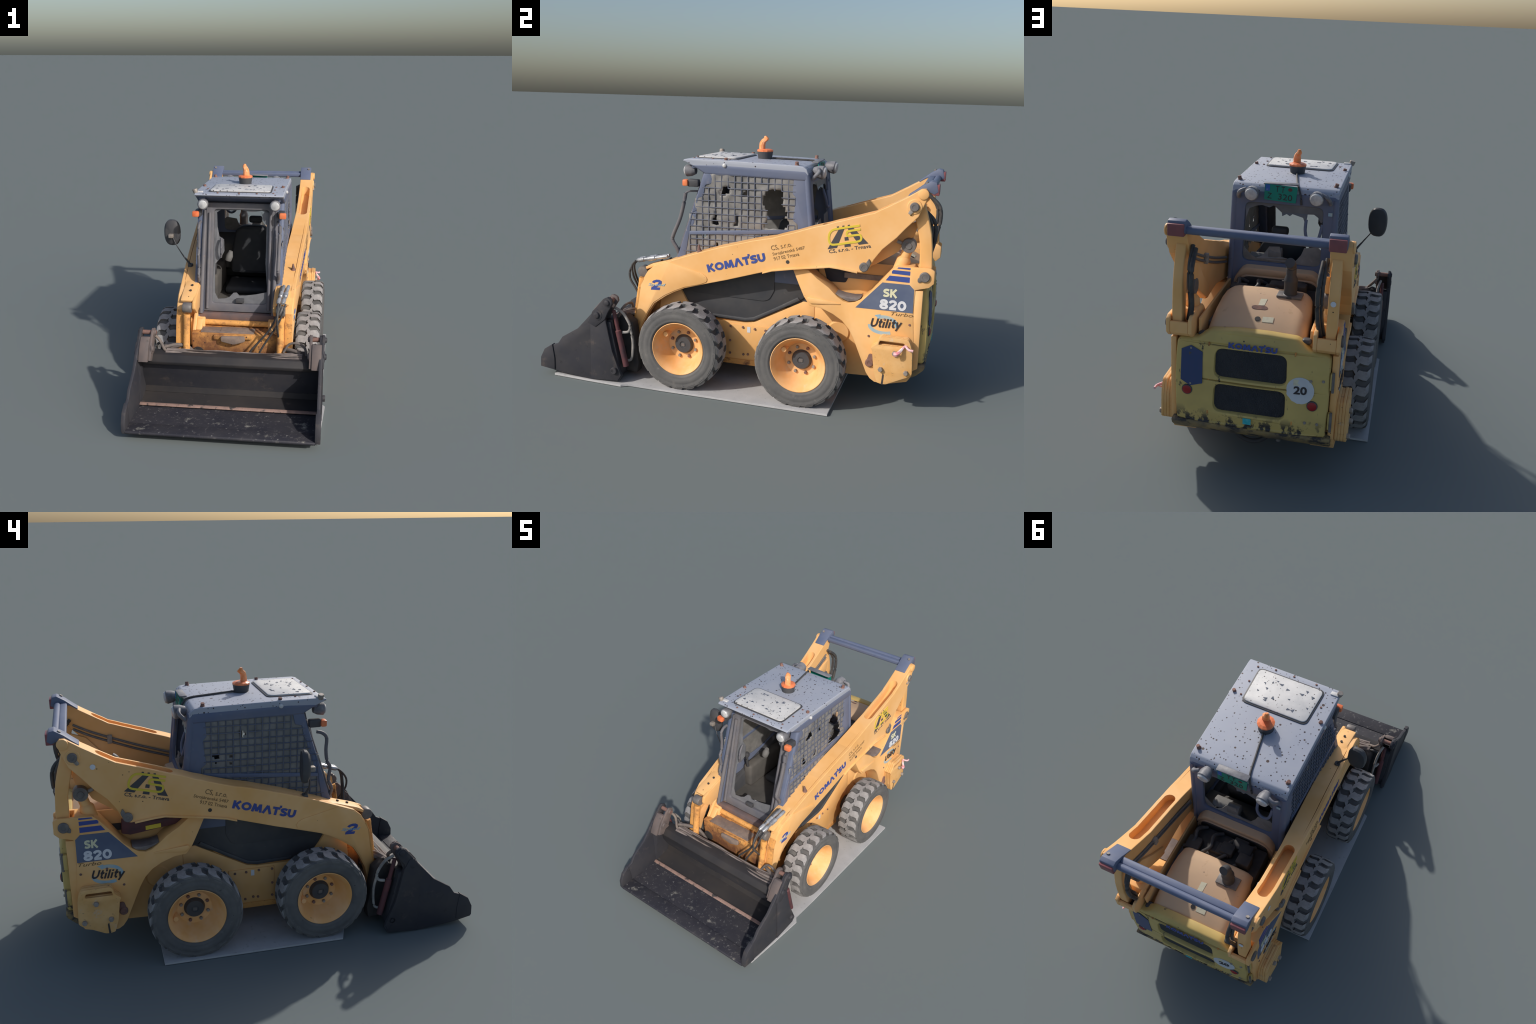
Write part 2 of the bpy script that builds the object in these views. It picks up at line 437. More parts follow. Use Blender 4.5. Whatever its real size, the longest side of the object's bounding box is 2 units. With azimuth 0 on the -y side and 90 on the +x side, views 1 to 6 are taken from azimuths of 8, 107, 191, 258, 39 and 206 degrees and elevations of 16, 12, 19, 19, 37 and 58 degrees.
def plate(name, outer, holes, th, fn, mat, parent, bev=0.0, smooth=40):
    """flat plate with holes; fn maps (a, b, height) to machine space"""
    cu = bpy.data.curves.new(name, "CURVE")
    cu.dimensions = "2D"; cu.fill_mode = "BOTH"
    cu.extrude = max(th / 2 - bev, 1e-4)
    cu.bevel_depth = bev; cu.bevel_resolution = 1; cu.offset = -bev
    for poly in [outer] + list(holes):
        sp = cu.splines.new("POLY")
        sp.points.add(len(poly) - 1)
        for p, q in zip(sp.points, poly):
            p.co = (q[0], q[1], 0, 1)
        sp.use_cyclic_u = True
    return link(name, curve_mesh(cu, lambda c: fn(c.x, c.y, c.z), name), mat, parent, smooth)

def text_mesh(s, w, h, depth=0.0012, bold=0.0, shear=0.0, space=1.0, mirror_gap=None):
    """built-in font, scaled to fill a box of w by h metres (by its own bounds)"""
    cu = bpy.data.curves.new("lettering", "FONT")
    cu.body = s; cu.size = 1.0
    cu.offset = bold; cu.shear = shear
    cu.space_character = space
    cu.resolution_u = 3
    cu.extrude = 0.01
    me = curve_mesh(cu, lambda c: c.copy(), "lettering")
    xs = [v.co.x for v in me.vertices]; ys = [v.co.y for v in me.vertices]
    x0, x1, y0, y1 = min(xs), max(xs), min(ys), max(ys)
    for v in me.vertices:
        v.co = Vector(((v.co.x - x0) / (x1 - x0) * w, (v.co.y - y0) / (y1 - y0) * h, depth if v.co.z > 0 else -0.001))
    return me

def put(me, fn, name, mat, parent):
    for v in me.vertices:
        v.co = fn(v.co.x, v.co.y, v.co.z)
    me.name = name
    bm = bmesh.new(); bm.from_mesh(me); bmesh.ops.recalc_face_normals(bm, faces=bm.faces); bm.to_mesh(me); bm.free()
    return link(name, me, mat, parent)

GLYPH = {  # strokes in a box 1 high: (advance, [polylines])
    "K": (0.92, [[(0.14, 0), (0.14, 1)], [(0.20, 0.42), (0.74, 1.0)], [(0.30, 0.55), (0.78, 0.0)]]),
    "O": (1.10, [[(0.52 + 0.39 * cos(2 * pi * k / 20), 0.5 + 0.37 * sin(2 * pi * k / 20)) for k in range(21)]]),
    "M": (1.18, [[(0.12, 0), (0.24, 1)], [(0.24, 0.96), (0.54, 0.10)], [(0.54, 0.10), (0.84, 0.96)], [(0.84, 1), (0.98, 0)]]),
    "A": (1.02, [[(0.08, 0), (0.46, 1)], [(0.46, 1), (0.88, 0)]]),
    "T": (0.84, [[(0.0, 0.87), (0.78, 0.87)], [(0.39, 0), (0.39, 0.87)]]),
    "S": (0.84, [[(0.72, 0.80), (0.56, 0.875), (0.36, 0.875), (0.19, 0.80), (0.15, 0.70), (0.22, 0.58), (0.42, 0.51), (0.60, 0.44), (0.69, 0.32), (0.64, 0.20), (0.48, 0.125), (0.28, 0.125), (0.08, 0.21)]]),
    "U": (0.90, [[(0.14, 1), (0.14, 0.42), (0.20, 0.24), (0.32, 0.14), (0.46, 0.13), (0.60, 0.18), (0.70, 0.30), (0.74, 0.45), (0.74, 1)]]),
    "8": (0.86, [[(0.40 + 0.25 * cos(2 * pi * k / 16), 0.73 + 0.16 * sin(2 * pi * k / 16)) for k in range(17)], [(0.40 + 0.29 * cos(2 * pi * k / 16), 0.30 + 0.18 * sin(2 * pi * k / 16)) for k in range(17)]]),
    "2": (0.82, [[(0.10, 0.68), (0.16, 0.80), (0.30, 0.87), (0.48, 0.87), (0.62, 0.78), (0.64, 0.65), (0.54, 0.50), (0.30, 0.30), (0.12, 0.12)], [(0.06, 0.12), (0.72, 0.12)]]),
    "0": (0.88, [[(0.41 + 0.29 * cos(2 * pi * k / 18), 0.5 + 0.37 * sin(2 * pi * k / 18)) for k in range(19)]]),
    "'": (0.0, [[(-0.16, 1.12), (0.06, 1.12)]]),
    "u": (0.78, [[(0.12, 0.68), (0.12, 0.26), (0.20, 0.12), (0.36, 0.10), (0.52, 0.22)], [(0.56, 0.68), (0.56, 0)]]),
    "t": (0.50, [[(0.22, 0.95), (0.22, 0.22), (0.30, 0.10), (0.44, 0.10)], [(0.04, 0.62), (0.44, 0.62)]]),
    "i": (0.34, [[(0.15, 0), (0.15, 0.66)], [(0.15, 0.80), (0.15, 0.98)]]),
    "l": (0.34, [[(0.15, 0), (0.15, 1)]]),
    "y": (0.66, [[(0.08, 0.68), (0.32, 0.06)], [(0.60, 0.68), (0.22, -0.28)]]),
}
def block_text(s, w, h, weight=0.26, shear=0.0, depth=0.0012):
    """heavy lettering made of straight and curved strokes, scaled to w by h"""
    total = sum(GLYPH[c][0] for c in s) - 0.08
    bm = bmesh.new()
    x0 = 0.0; lift = 0.0
    kx = w / (total + shear)
    for c in s:
        adv, lines = GLYPH[c]
        for ln in lines:
            lift += 0.00006
            P = [Vector(p) for p in ln]
            closed = (P[0] - P[-1]).length < 1e-6
            L, Rr = [], []
            for i, p in enumerate(P):
                a = P[i - 1] if i > 0 else (P[-2] if closed else P[0])
                b = P[i + 1] if i < len(P) - 1 else (P[1] if closed else P[-1])
                t = (b - a).normalized(); n = Vector((-t.y, t.x)) * weight / 2
                L.append(p + n); Rr.append(p - n)
            def mp(q, z):
                return ((x0 + q.x + shear * q.y) * kx, min(max(q.y, -0.4), 1.25) * h, z)
            tl = [bm.verts.new(mp(q, depth + lift)) for q in L]; tr = [bm.verts.new(mp(q, depth + lift)) for q in Rr]
            bl = [bm.verts.new(mp(q, -0.001)) for q in L]; br = [bm.verts.new(mp(q, -0.001)) for q in Rr]
            for i in range(len(P) - 1):
                bm.faces.new((tl[i], tr[i], tr[i + 1], tl[i + 1]))
                bm.faces.new((tl[i], tl[i + 1], bl[i + 1], bl[i]))
                bm.faces.new((tr[i], br[i], br[i + 1], tr[i + 1]))
        x0 += adv
    return mesh_of(bm, "lettering")

def inside(p, poly):
    x, y = p; c = False
    for i in range(len(poly)):
        x1, y1 = poly[i - 1]; x2, y2 = poly[i]
        if (y1 > y) != (y2 > y) and x < (x2 - x1) * (y - y1) / (y2 - y1) + x1:
            c = not c
    return c

def interp(tab, t):
    if t <= tab[0][0]:
        return tab[0][1]
    for (a, b), (c, d) in zip(tab, tab[1:]):
        if t <= c:
            return b + (d - b) * (t - a) / (c - a)
    return tab[-1][1]

# ------------------------------------------------------------------ root (machine frame turned 1.1 degrees)
ROOT = bpy.data.objects.new("skid_steer_loader", None)
COL.objects.link(ROOT)
ROOT.location = (-0.007, 0, 0)
ROOT.rotation_euler = (0, 0, radians(1.1))
ROOT["label"] = "weathered yellow skid steer loader with grey cab and black bucket"
ROOT["category"] = "construction vehicle"
SIDES = (1, -1)

# ------------------------------------------------------------------ ground patch
slab = [(-0.485, 0.557), (0.497, 0.553), (0.493, -0.30), (0.489, -0.488), (0.512, -0.518), (0.50, -0.72), (0.486, -0.915),
        (0.44, -0.90), (0.36, -0.80), (0.20, -0.70), (0.0, -0.60), (-0.20, -0.50), (-0.36, -0.37), (-0.492, -0.312)]
prism_z("ground_slab", slab, 0.0, lambda x, y: 0.010 + 0.0025 * noise.noise(Vector((x * 6, y * 6, 0))), "concrete", ROOT)

# ------------------------------------------------------------------ chassis
chassis = prism("chassis", [(-0.455, 0.20), (-0.40, 0.145), (-0.05, 0.12), (0.55, 0.12), (0.72, 0.13), (0.90, 0.20), (0.935, 0.235),
                            (0.935, 0.60), (0.60, 0.60), (0.45, 0.60), (0.43, 0.43), (-0.30, 0.42), (-0.37, 0.40), (-0.455, 0.40)],
                -0.236, 0.236, "yellow_worn", ROOT, 0.006)
for s in SIDES:
    # lower side panel between the wheels
    prism("side_panel", [(-0.17, 0.125), (0.30, 0.125), (0.42, 0.30), (0.42, 0.47), (0.36, 0.475), (0.105, 0.338), (0.055, 0.330), (-0.17, 0.330)],
          s * 0.18, s * 0.246, "yellow", chassis, 0.004)
    prism("sill_beam", [(-0.17, 0.100), (0.30, 0.100), (0.30, 0.128), (-0.17, 0.130)], s * 0.18, s * 0.250, "yellow_worn", chassis, 0.004)
    prism("bolted_panel", [(-0.030, 0.140), (0.20, 0.135), (0.20, 0.318), (-0.030, 0.318)], s * 0.244, s * 0.252, "yellow", chassis, 0.002)
    for y, z in [(-0.018, 0.306), (0.049, 0.307), (0.113, 0.304), (0.17, 0.302), (-0.019, 0.229), (0.079, 0.163), (0.055, 0.16), (-0.018, 0.16), (0.12, 0.155)]:
        hexbolt("panel_bolt", (s * 0.252, y, z), (s, 0, 0), 0.0065, 0.006, "rust", chassis)
    box("warning_label", (s * 0.2525 - 0.001, 0.072, 0.281), (s * 0.2525 + 0.001, 0.089, 0.311), "white", chassis, 0)
    # black side cover
    cover = prism("side_cover", [(-0.315, 0.453), (-0.282, 0.399), (-0.116, 0.340), (0.056, 0.334), (0.107, 0.343), (0.218, 0.403), (0.36, 0.489),
                                 (0.40, 0.54), (0.40, 0.68), (0.20, 0.66), (-0.10, 0.58), (-0.25, 0.53)], s * 0.20, s * 0.248, "black", chassis, 0.006)
    prism("cover_rib", [(-0.12, 0.362), (0.06, 0.358), (0.103, 0.366), (0.213, 0.426), (0.332, 0.496), (0.347, 0.481), (0.220, 0.410), (0.108, 0.350), (0.06, 0.342), (-0.115, 0.347)],
          s * 0.24, s * 0.255, "black", cover, 0.004)
    prism("cover_lid", roundpoly([(-0.275, 0.487), (-0.215, 0.465), (0.155, 0.457), (0.185, 0.469), (0.21, 0.517), (0.21, 0.645), (0.0, 0.60)], 0.012), s * 0.24, s * 0.253, "black", cover, 0.004)
    # front under-arm gusset
    prism("front_gusset", [(-0.42, 0.30), (-0.23, 0.38), (-0.262, 0.425), (-0.30, 0.49), (-0.40, 0.45)], s * 0.18, s * 0.262, "yellow", chassis, 0.004)
    # axle stub
    for wy, wz in ((-0.224, 0.224), (0.393, 0.221)):
        lathe("axle", [(0, 0), (0.055, 0), (0.055, 0.12), (0, 0.12)], (s * 0.25, wy, wz), (s, 0, 0), "dark_metal", chassis, 20)
    # wheel-arch inner sheet behind rear tyre
    prism("inner_arch", [(0.42, 0.49), (0.42, 0.15), (0.60, 0.125), (0.74, 0.13), (0.76, 0.40), (0.60, 0.50)], s * 0.18, s * 0.245, "yellow", chassis, 0.003)
    lathe("arch_boss", [(0, 0), (0.058, 0), (0.05, 0.008), (0, 0.008)], (s * 0.245, 0.545, 0.34), (s, 0, 0), "yellow", chassis, 32)
    # rear side frame : strut, valley, tower, rear corner, wheel arch
    frame = [(0.319, 0.660), (0.401, 0.664), (0.445, 0.628), (0.503, 0.590), (0.547, 0.549), (0.575, 0.530), (0.600, 0.523), (0.630, 0.529), (0.657, 0.544), (0.696, 0.577),
             (0.741, 0.637), (0.795, 0.702), (0.819, 0.722), (0.897, 0.725), (0.910, 0.700), (0.910, 0.615), (0.907, 0.508), (0.918, 0.37), (0.922, 0.199), (0.90, 0.165), (0.80, 0.14), (0.747, 0.144),
             (0.724, 0.159), (0.704, 0.187), (0.682, 0.239), (0.657, 0.298), (0.635, 0.349), (0.611, 0.393), (0.576, 0.431), (0.529, 0.460), (0.472, 0.482), (0.415, 0.488), (0.383, 0.529), (0.353, 0.588)]
    fr = prism("side_frame", frame, s * 0.250, lambda y, z, s=s: s * (0.352 - 0.02 * max(0, (0.42 - y) / 0.1)), "yellow", ROOT, 0.004)
    prism("frame_ridge", [(0.405, 0.533), (0.565, 0.517), (0.565, 0.511), (0.42, 0.500), (0.40, 0.52)], s * 0.345, s * 0.356, "yellow", fr, 0.003)
    prism("mud_deposit", [(0.535, 0.562), (0.56, 0.545), (0.60, 0.528), (0.64, 0.535), (0.66, 0.552), (0.62, 0.548), (0.575, 0.552)], s * 0.262, s * 0.346, "mud", fr, 0.003)
    # yoke at the top rear corner that carries the link
    yoke = [(0.880, 0.724), (0.970, 0.726), (0.990, 0.714), (0.991, 0.655), (0.969, 0.634), (0.905, 0.616), (0.880, 0.64)]
    yk = prism("link_yoke", yoke, s * 0.338, s * 0.354, "yellow", ROOT, 0.003)
    prism("yoke_cheek", yoke, s * 0.246, s * 0.262, "yellow", yk, 0.003)
    prism("yoke_web", [(0.976, 0.702), (0.990, 0.702), (0.990, 0.655), (0.969, 0.635), (0.90, 0.616), (0.90, 0.63), (0.962, 0.648), (0.976, 0.662)], s * 0.2625, s * 0.3375, "yellow", yk, 0.002)
    box("yoke_floor", (s * 0.30 - 0.036, 0.90, 0.645), (s * 0.30 + 0.036, 0.975, 0.665), "dark_metal", yk, 0.002)
    pin = disc_pin("pivot_pin", (s * 0.353, 0.947, 0.684), (s, 0, 0), 0.024, 0.012, "steel", yk)
    prism("pin_retainer", roundpoly([(0.915, 0.672), (0.918, 0.655), (0.935, 0.66), (0.96, 0.685), (0.945, 0.71)], 0.006), s * 0.352, s * 0.360, "steel", yk, 0.002)
    # link from the yoke to the arm
    linkp = [(0.925, 1.010), (0.949, 0.931), (0.962, 0.880), (0.970, 0.818), (0.976, 0.73), (0.972, 0.67), (0.920, 0.67), (0.917, 0.729), (0.915, 0.814), (0.905, 0.866), (0.887, 0.935), (0.868, 0.985), (0.90, 1.03)]
    prism("rear_link", linkp, s * 0.292, s * 0.334, "yellow", ROOT, 0.006, 3)
    # lift cylinder rising through the frame
    cyl = lathe("lift_cylinder", [(0, -0.30), (0.031, -0.30), (0.033, -0.02), (0.034, 0.0), (0.027, 0.012), (0.024, 0.015), (0.024, 0.05), (0, 0.05)],
          (s * 0.292, 0.842, 0.745), (0, 0.30, 0.95), "yellow", ROOT, 24)
    lathe("cylinder_eye", [(0, -0.026), (0.032, -0.026), (0.034, -0.02), (0.034, 0.02), (0.032, 0.026), (0.016, 0.026), (0.014, 0.03), (0, 0.03)], (s * 0.292, 0.862, 0.815), (s, 0, 0), "steel", cyl, 24)
    lathe("grease_nipple", [(0, 0), (0.009, 0), (0.009, 0.03), (0, 0.03)], (s * 0.30, 0.835, 0.82), (0, -0.8, 0.3), "pale_steel", cyl, 12)
    # rocker that carries the cylinder eye, hung from the inner arm cheek
    prism("lift_rocker", roundpoly([(0.90, 0.93), (0.88, 0.85), (0.845, 0.838), (0.815, 0.778), (0.708, 0.705), (0.672, 0.69), (0.66, 0.74), (0.75, 0.82), (0.82, 0.90)], 0.01), s * 0.268, s * 0.285, "yellow", ROOT, 0.004)
    # hoses at the back between cylinder and link
    tube("hydraulic_hose", [(s * 0.258, 0.90, 0.99), (s * 0.254, 0.965, 0.93), (s * 0.252, 0.975, 0.85), (s * 0.256, 0.955, 0.76), (s * 0.268, 0.94, 0.69)], 0.010, "hose", ROOT)
    tube("hydraulic_hose", [(s * 0.272, 0.89, 1.0), (s * 0.268, 0.95, 0.93), (s * 0.266, 0.957, 0.85), (s * 0.268, 0.935, 0.76), (s * 0.28, 0.925, 0.69)], 0.009, "hose", ROOT)
    # counterweight box : stacked plates with a grip slot in the rear corner
    boxp = roundpoly([(0.765, 0.396), (0.900, 0.394), (0.911, 0.366), (0.920, 0.330), (0.925, 0.222), (0.905, 0.206), (0.881, 0.195), (0.808, 0.159), (0.787, 0.158), (0.765, 0.163), (0.747, 0.216), (0.734, 0.317), (0.726, 0.331), (0.756, 0.361)],
                     [0.016, 0.016, 0.004, 0.004, 0.01, 0.01, 0.01, 0.01, 0.004, 0.004, 0.004, 0.004, 0.006, 0.006])
    slot = roundpoly([(0.768, 0.375), (0.880, 0.374), (0.886, 0.362), (0.884, 0.354), (0.762, 0.354)], 0.006)
    cw = None
    for k in range(4):
        xa = 0.352 + k * 0.0125
        sh = 0.0035 * (k % 2) + 0.0015 * (3 - k)
        pl_o = plate("counterweight" if cw is None else "counterweight_plate", [(y + 0.0, z - sh if z > 0.35 else z) for y, z in boxp], [[(y, z - sh) for y, z in slot]], 0.0122,
              lambda a, b, c, s=s, xa=xa: Vector((s * (xa + 0.0062 + c), a, b)), "yellow_dusty", ROOT if cw is None else cw, 0.0022)
        if cw is None:
            cw = pl_o
    prism("counterweight_crack", [(0.785, 0.158), (0.794, 0.157), (0.797, 0.205), (0.790, 0.215)], s * 0.395, s * 0.4025, "dark_metal", cw, 0)
    for y, z in [(0.839, 0.319), (0.779, 0.233), (0.897, 0.230)]:
        hexbolt("counterweight_bolt", (s * 0.401, y, z), (s, 0, 0), 0.012, 0.016, "pale_steel", cw)
    disc_pin("frame_pin", (s * 0.350, 0.719, 0.240), (s, 0, 0), 0.020, 0.014, "rust", fr)
    prism("frame_pin_tab", roundpoly([(0.705, 0.25), (0.715, 0.285), (0.735, 0.285), (0.74, 0.23), (0.72, 0.215)], 0.008), s * 0.35, s * 0.359, "rust", fr, 0.002)
    # engine bay side wall seen through the valley
    wall = box("engine_side_wall", (s * 0.232 - 0.006, 0.43, 0.45), (s * 0.232 + 0.006, 0.92, 0.70), "yellow", ROOT, 0.003)
    prism("side_vent", roundpoly([(0.454, 0.665), (0.600, 0.665), (0.566, 0.593), (0.476, 0.591)], 0.008), s * 0.236, s * 0.242, "grille", wall, 0.002)
# red bracket under the left arm
prism("lift_bracket", [(0.41, 0.655), (0.60, 0.650), (0.695, 0.665), (0.70, 0.60), (0.66, 0.59), (0.60, 0.598), (0.44, 0.622)], -0.30, -0.262, "red", ROOT, 0.006)
prism("bracket_label", [(0.52, 0.635), (0.59, 0.628), (0.59, 0.608), (0.52, 0.615)], -0.303, -0.299, "logo_yellow", ROOT)
# ribbon tied to the right counterweight
tube("ribbon", [(0.404, 0.885, 0.362), (0.414, 0.872, 0.345), (0.430, 0.855, 0.328), (0.426, 0.842, 0.322)], lambda t: 0.004 + 0.008 * t, "pink", ROOT, 6)
tube("ribbon", [(0.404, 0.888, 0.360), (0.428, 0.905, 0.352), (0.430, 0.925, 0.350)], 0.006, "pink", ROOT, 6)

# ------------------------------------------------------------------ front of the chassis
step = prism("front_step", [(-0.486, 0.404), (-0.375, 0.410), (-0.375, 0.20), (-0.43, 0.195), (-0.482, 0.25)], -0.240, 0.240, "yellow_rusty", ROOT, 0.006)
box("anti_slip_strip", (-0.19, -0.478, 0.4025), (0.11, -0.405, 0.4110), "anti_slip", step, 0.001)
box("anti_slip_strip", (-0.08, -0.474, 0.4085), (0.075, -0.402, 0.4135), "anti_slip", step, 0.001)
prism_y("tow_bracket", roundpoly([(-0.115, 0.400), (0.10, 0.405), (0.10, 0.378), (-0.115, 0.372)], 0.008), -0.500, -0.482, "yellow_rusty", step, 0.004)
prism_y("tow_plate", roundpoly([(-0.072, 0.398), (0.062, 0.402), (0.064, 0.372), (0.0, 0.352), (-0.072, 0.368)], 0.01), -0.516, -0.501, "anti_slip", step, 0.004)
tube("step_bar", [(-0.205, -0.378, 0.430), (0, -0.384, 0.430), (0.20, -0.384, 0.430)], 0.0165, "yellow_worn", ROOT, 16)
for s in SIDES:
    prism("corner_gusset", [(-0.455, 0.40), (-0.30, 0.62), (-0.28, 0.62), (-0.28, 0.40)], s * 0.222, s * 0.242, "yellow", step, 0.004)
    prism("corner_fillet", [(-0.45, 0.402), (-0.39, 0.402), (-0.385, 0.455), (-0.40, 0.455)], s * 0.19, s * 0.222, "yellow", step, 0.003)
lathe("drain_port", [(0, 0), (0.034, 0), (0.034, 0.004), (0, 0.004)], (-0.205, -0.483, 0.285), (0, -1, 0), "dark_metal", step, 24)

# ------------------------------------------------------------------ wheels
TR = 0.2205
def lug_mesh(s, half):
    """one diagonal tread bar, in wheel space (axis along x), half=+1 outer, -1 inner"""
    bm = bmesh.new()
    ws = [-0.006, 0.014, 0.034, 0.052, 0.066, 0.073]
    rt = [0.0, 0.0, -0.0008, -0.0025, -0.008, -0.024]
    rows = []
    for w, dr in zip(ws, rt):
        t = (w + 0.006) / 0.075
        th_c = -0.24 * t - 0.07 * sin(t * 2 * pi)
        hw = 0.098 + 0.012 * t
        bulge = 0.02 if w < 0 else 0.0
        row = []
        for k, (dth, inset) in enumerate(((-hw - 0.02, 1), (-hw + 0.012, 0), (hw - 0.012, 0), (hw + 0.02, 1))):
            r = TR + dr - (0.017 if inset else 0.0)
            a = th_c + dth
            row.append(bm.verts.new((s * half * w, r * sin(a), r * cos(a))))
        rows.append(row)
    for a, b in zip(rows, rows[1:]):
        for k in range(3):
            bm.faces.new((a[k], a[k + 1], b[k + 1], b[k]))
    # end caps down to the carcass
    for row, w, dr in ((rows[0], ws[0] - 0.006, -0.019), (rows[-1], ws[-1] - 0.001, -0.052)):
        ext = []
        for v in row:
            d = Vector((0, v.co.y, v.co.z)); a = math.atan2(d.y, d.z)
            r = TR + dr
            ext.append(bm.verts.new((s * half * w, r * sin(a), r * cos(a))))
        for k in range(3):
            bm.faces.new((row[k], row[k + 1], ext[k + 1], ext[k]))
    me = mesh_of(bm, "tread_lug")
    me.materials.append(M["lug"])
    me.materials.append(M["rubber"])
    for p in me.polygons:
        p.use_smooth = False
        c = p.center
        r = sqrt(c.y ** 2 + c.z ** 2)
        n = p.normal
        up = (n.y * c.y + n.z * c.z) / max(r, 1e-6)
        p.material_index = 0 if abs(up) > 0.75 and r > TR - 0.008 else 1
    return me

CARC = [(0.128, -0.060), (0.150, -0.066), (0.178, -0.071), (0.203, -0.069), (0.209, -0.058), (0.2075, -0.03), (0.2085, 0.0), (0.2075, 0.03), (0.209, 0.058), (0.203, 0.069),
        (0.186, 0.0715), (0.183, 0.0705), (0.178, 0.0735), (0.160, 0.0725), (0.152, 0.0695), (0.149, 0.0705), (0.143, 0.068), (0.139, 0.062), (0.132, 0.060), (0.128, 0.055)]
RIMP = [(0.0, -0.030), (0.050, -0.030), (0.082, -0.026), (0.090, -0.014), (0.100, 0.006), (0.110, 0.026), (0.117, 0.042), (0.125, 0.054), (0.1315, 0.062), (0.1335, 0.0645), (0.1365, 0.063), (0.132, 0.050), (0.128, 0.0), (0.126, -0.058), (0.05, -0.06), (0, -0.06)]
NL = 19
for s in SIDES:
    mo, mi = lug_mesh(s, 1), lug_mesh(s, -1)
    for wy, wz, ph in ((-0.224, 0.224, 0.1), (0.393, 0.221, 0.21)):
        cx = s * 0.404
        rim = lathe("wheel", RIMP, (cx, wy, wz), (s, 0, 0), "rim", ROOT, 56, 30)
        lathe("tyre", CARC, (cx, wy, wz), (s, 0, 0), "rubber", rim, 72, 50)
        lathe("hub_cap", [(0, 0.0), (0.052, -0.016), (0.047, -0.010), (0.045, 0.000), (0.041, 0.006), (0.018, 0.007), (0.016, 0.004), (0, 0.004)][1:], (cx - s * 0.016, wy, wz), (s, 0, 0), "black", rim, 32)
        box("hub_label", (cx - s * 0.0105 - 0.0012, wy - 0.009, wz - 0.008), (cx - s * 0.0105 + 0.0012, wy + 0.009, wz + 0.008), "steel", rim, 0)
        for k in range(8):
            a = 2 * pi * (k + 0.35 + ph) / 8
            hexbolt("wheel_bolt", (cx - s * 0.029, wy + 0.0675 * sin(a), wz + 0.0675 * cos(a)), (s, 0, 0), 0.0085, 0.012, "pale_steel" if k % 3 else "rust", rim)
        a = radians(-52) if s > 0 else radians(100)
        lathe("valve_guard", [(0, 0), (0.014, 0), (0.014, 0.045), (0.012, 0.052), (0, 0.052)], (cx - s * 0.020, wy + 0.098 * sin(a), wz + 0.098 * cos(a)), (s, 0, 0), "rim", rim, 16)
        for k in range(NL):
            for me, off in ((mo, 0.0), (mi, 0.5)):
                o = bpy.data.objects.new("tread_lug", me)
                COL.objects.link(o)
                o.parent = rim
                o.location = (cx - s * 0.002, wy, wz)
                o.rotation_euler = (-2 * pi * (k + off + ph) / NL, 0, 0)

# ------------------------------------------------------------------ loader arms
def armX(y, z=0):
    return interp([(-0.55, 0.316), (-0.10, 0.340), (0.20, 0.355), (0.45, 0.363), (0.95, 0.371)], y)
TOP = [(-0.490, 0.505), (-0.475, 0.535), (-0.452, 0.573), (-0.414, 0.605), (-0.327, 0.638), (-0.247, 0.669), (-0.173, 0.695), (-0.065, 0.731), (0.109, 0.782), (0.218, 0.808), (0.326, 0.843),
       (0.405, 0.871), (0.496, 0.899), (0.629, 0.942), (0.702, 0.965), (0.757, 0.996), (0.839, 1.043), (0.879, 1.070), (0.905, 1.087), (0.925, 1.088), (0.938, 1.070)]
REARB = [(0.930, 1.035), (0.900, 0.961), (0.849, 0.905), (0.809, 0.857), (0.748, 0.798), (0.711, 0.745), (0.692, 0.702), (0.676, 0.684), (0.655, 0.679), (0.626, 0.682), (0.552, 0.692), (0.506, 0.695)]
BOT = [(0.413, 0.680), (0.319, 0.666), (0.223, 0.649), (0.173, 0.632), (-0.012, 0.573), (-0.125, 0.540), (-0.241, 0.505), (-0.300, 0.478), (-0.349, 0.450)]
LEG = [(-0.415, 0.403), (-0.449, 0.352), (-0.483, 0.284), (-0.503, 0.218), (-0.512, 0.170), (-0.525, 0.162), (-0.541, 0.172), (-0.537, 0.277), (-0.516, 0.386), (-0.499, 0.470)]
def top_z(y):
    return interp(TOP[2:19], y)

def clip_y(poly, ya, yb):
    """cut a (y, z) outline to the range ya..yb"""
    for lim, sgn in ((ya, 1), (yb, -1)):
        out = []
        for i, p in enumerate(poly):
            q = poly[(i + 1) % len(poly)]
            pin, qin = (p[0] - lim) * sgn >= 0, (q[0] - lim) * sgn >= 0
            if pin:
                out.append(p)
            if pin != qin:
                t = (lim - p[0]) / (q[0] - p[0])
                out.append((lim, p[1] + (q[1] - p[1]) * t))
        poly = out
    return poly

def fine_outline(poly, step=0.03):
    out = []
    for i, p in enumerate(poly):
        q = poly[(i + 1) % len(poly)]
        n = max(1, int(sqrt((p[0] - q[0]) ** 2 + (p[1] - q[1]) ** 2) / step))
        ts = [k / n for k in range(n)]
        for kk in KINKS:   # a point wherever the outline crosses a bend of the arm face
            if (p[0] - kk) * (q[0] - kk) < 0:
                ts.append((kk - p[0]) / (q[0] - p[0]))
        for t in sorted(ts):
            out.append((p[0] + (q[0] - p[0]) * t, p[1] + (q[1] - p[1]) * t))
    return out

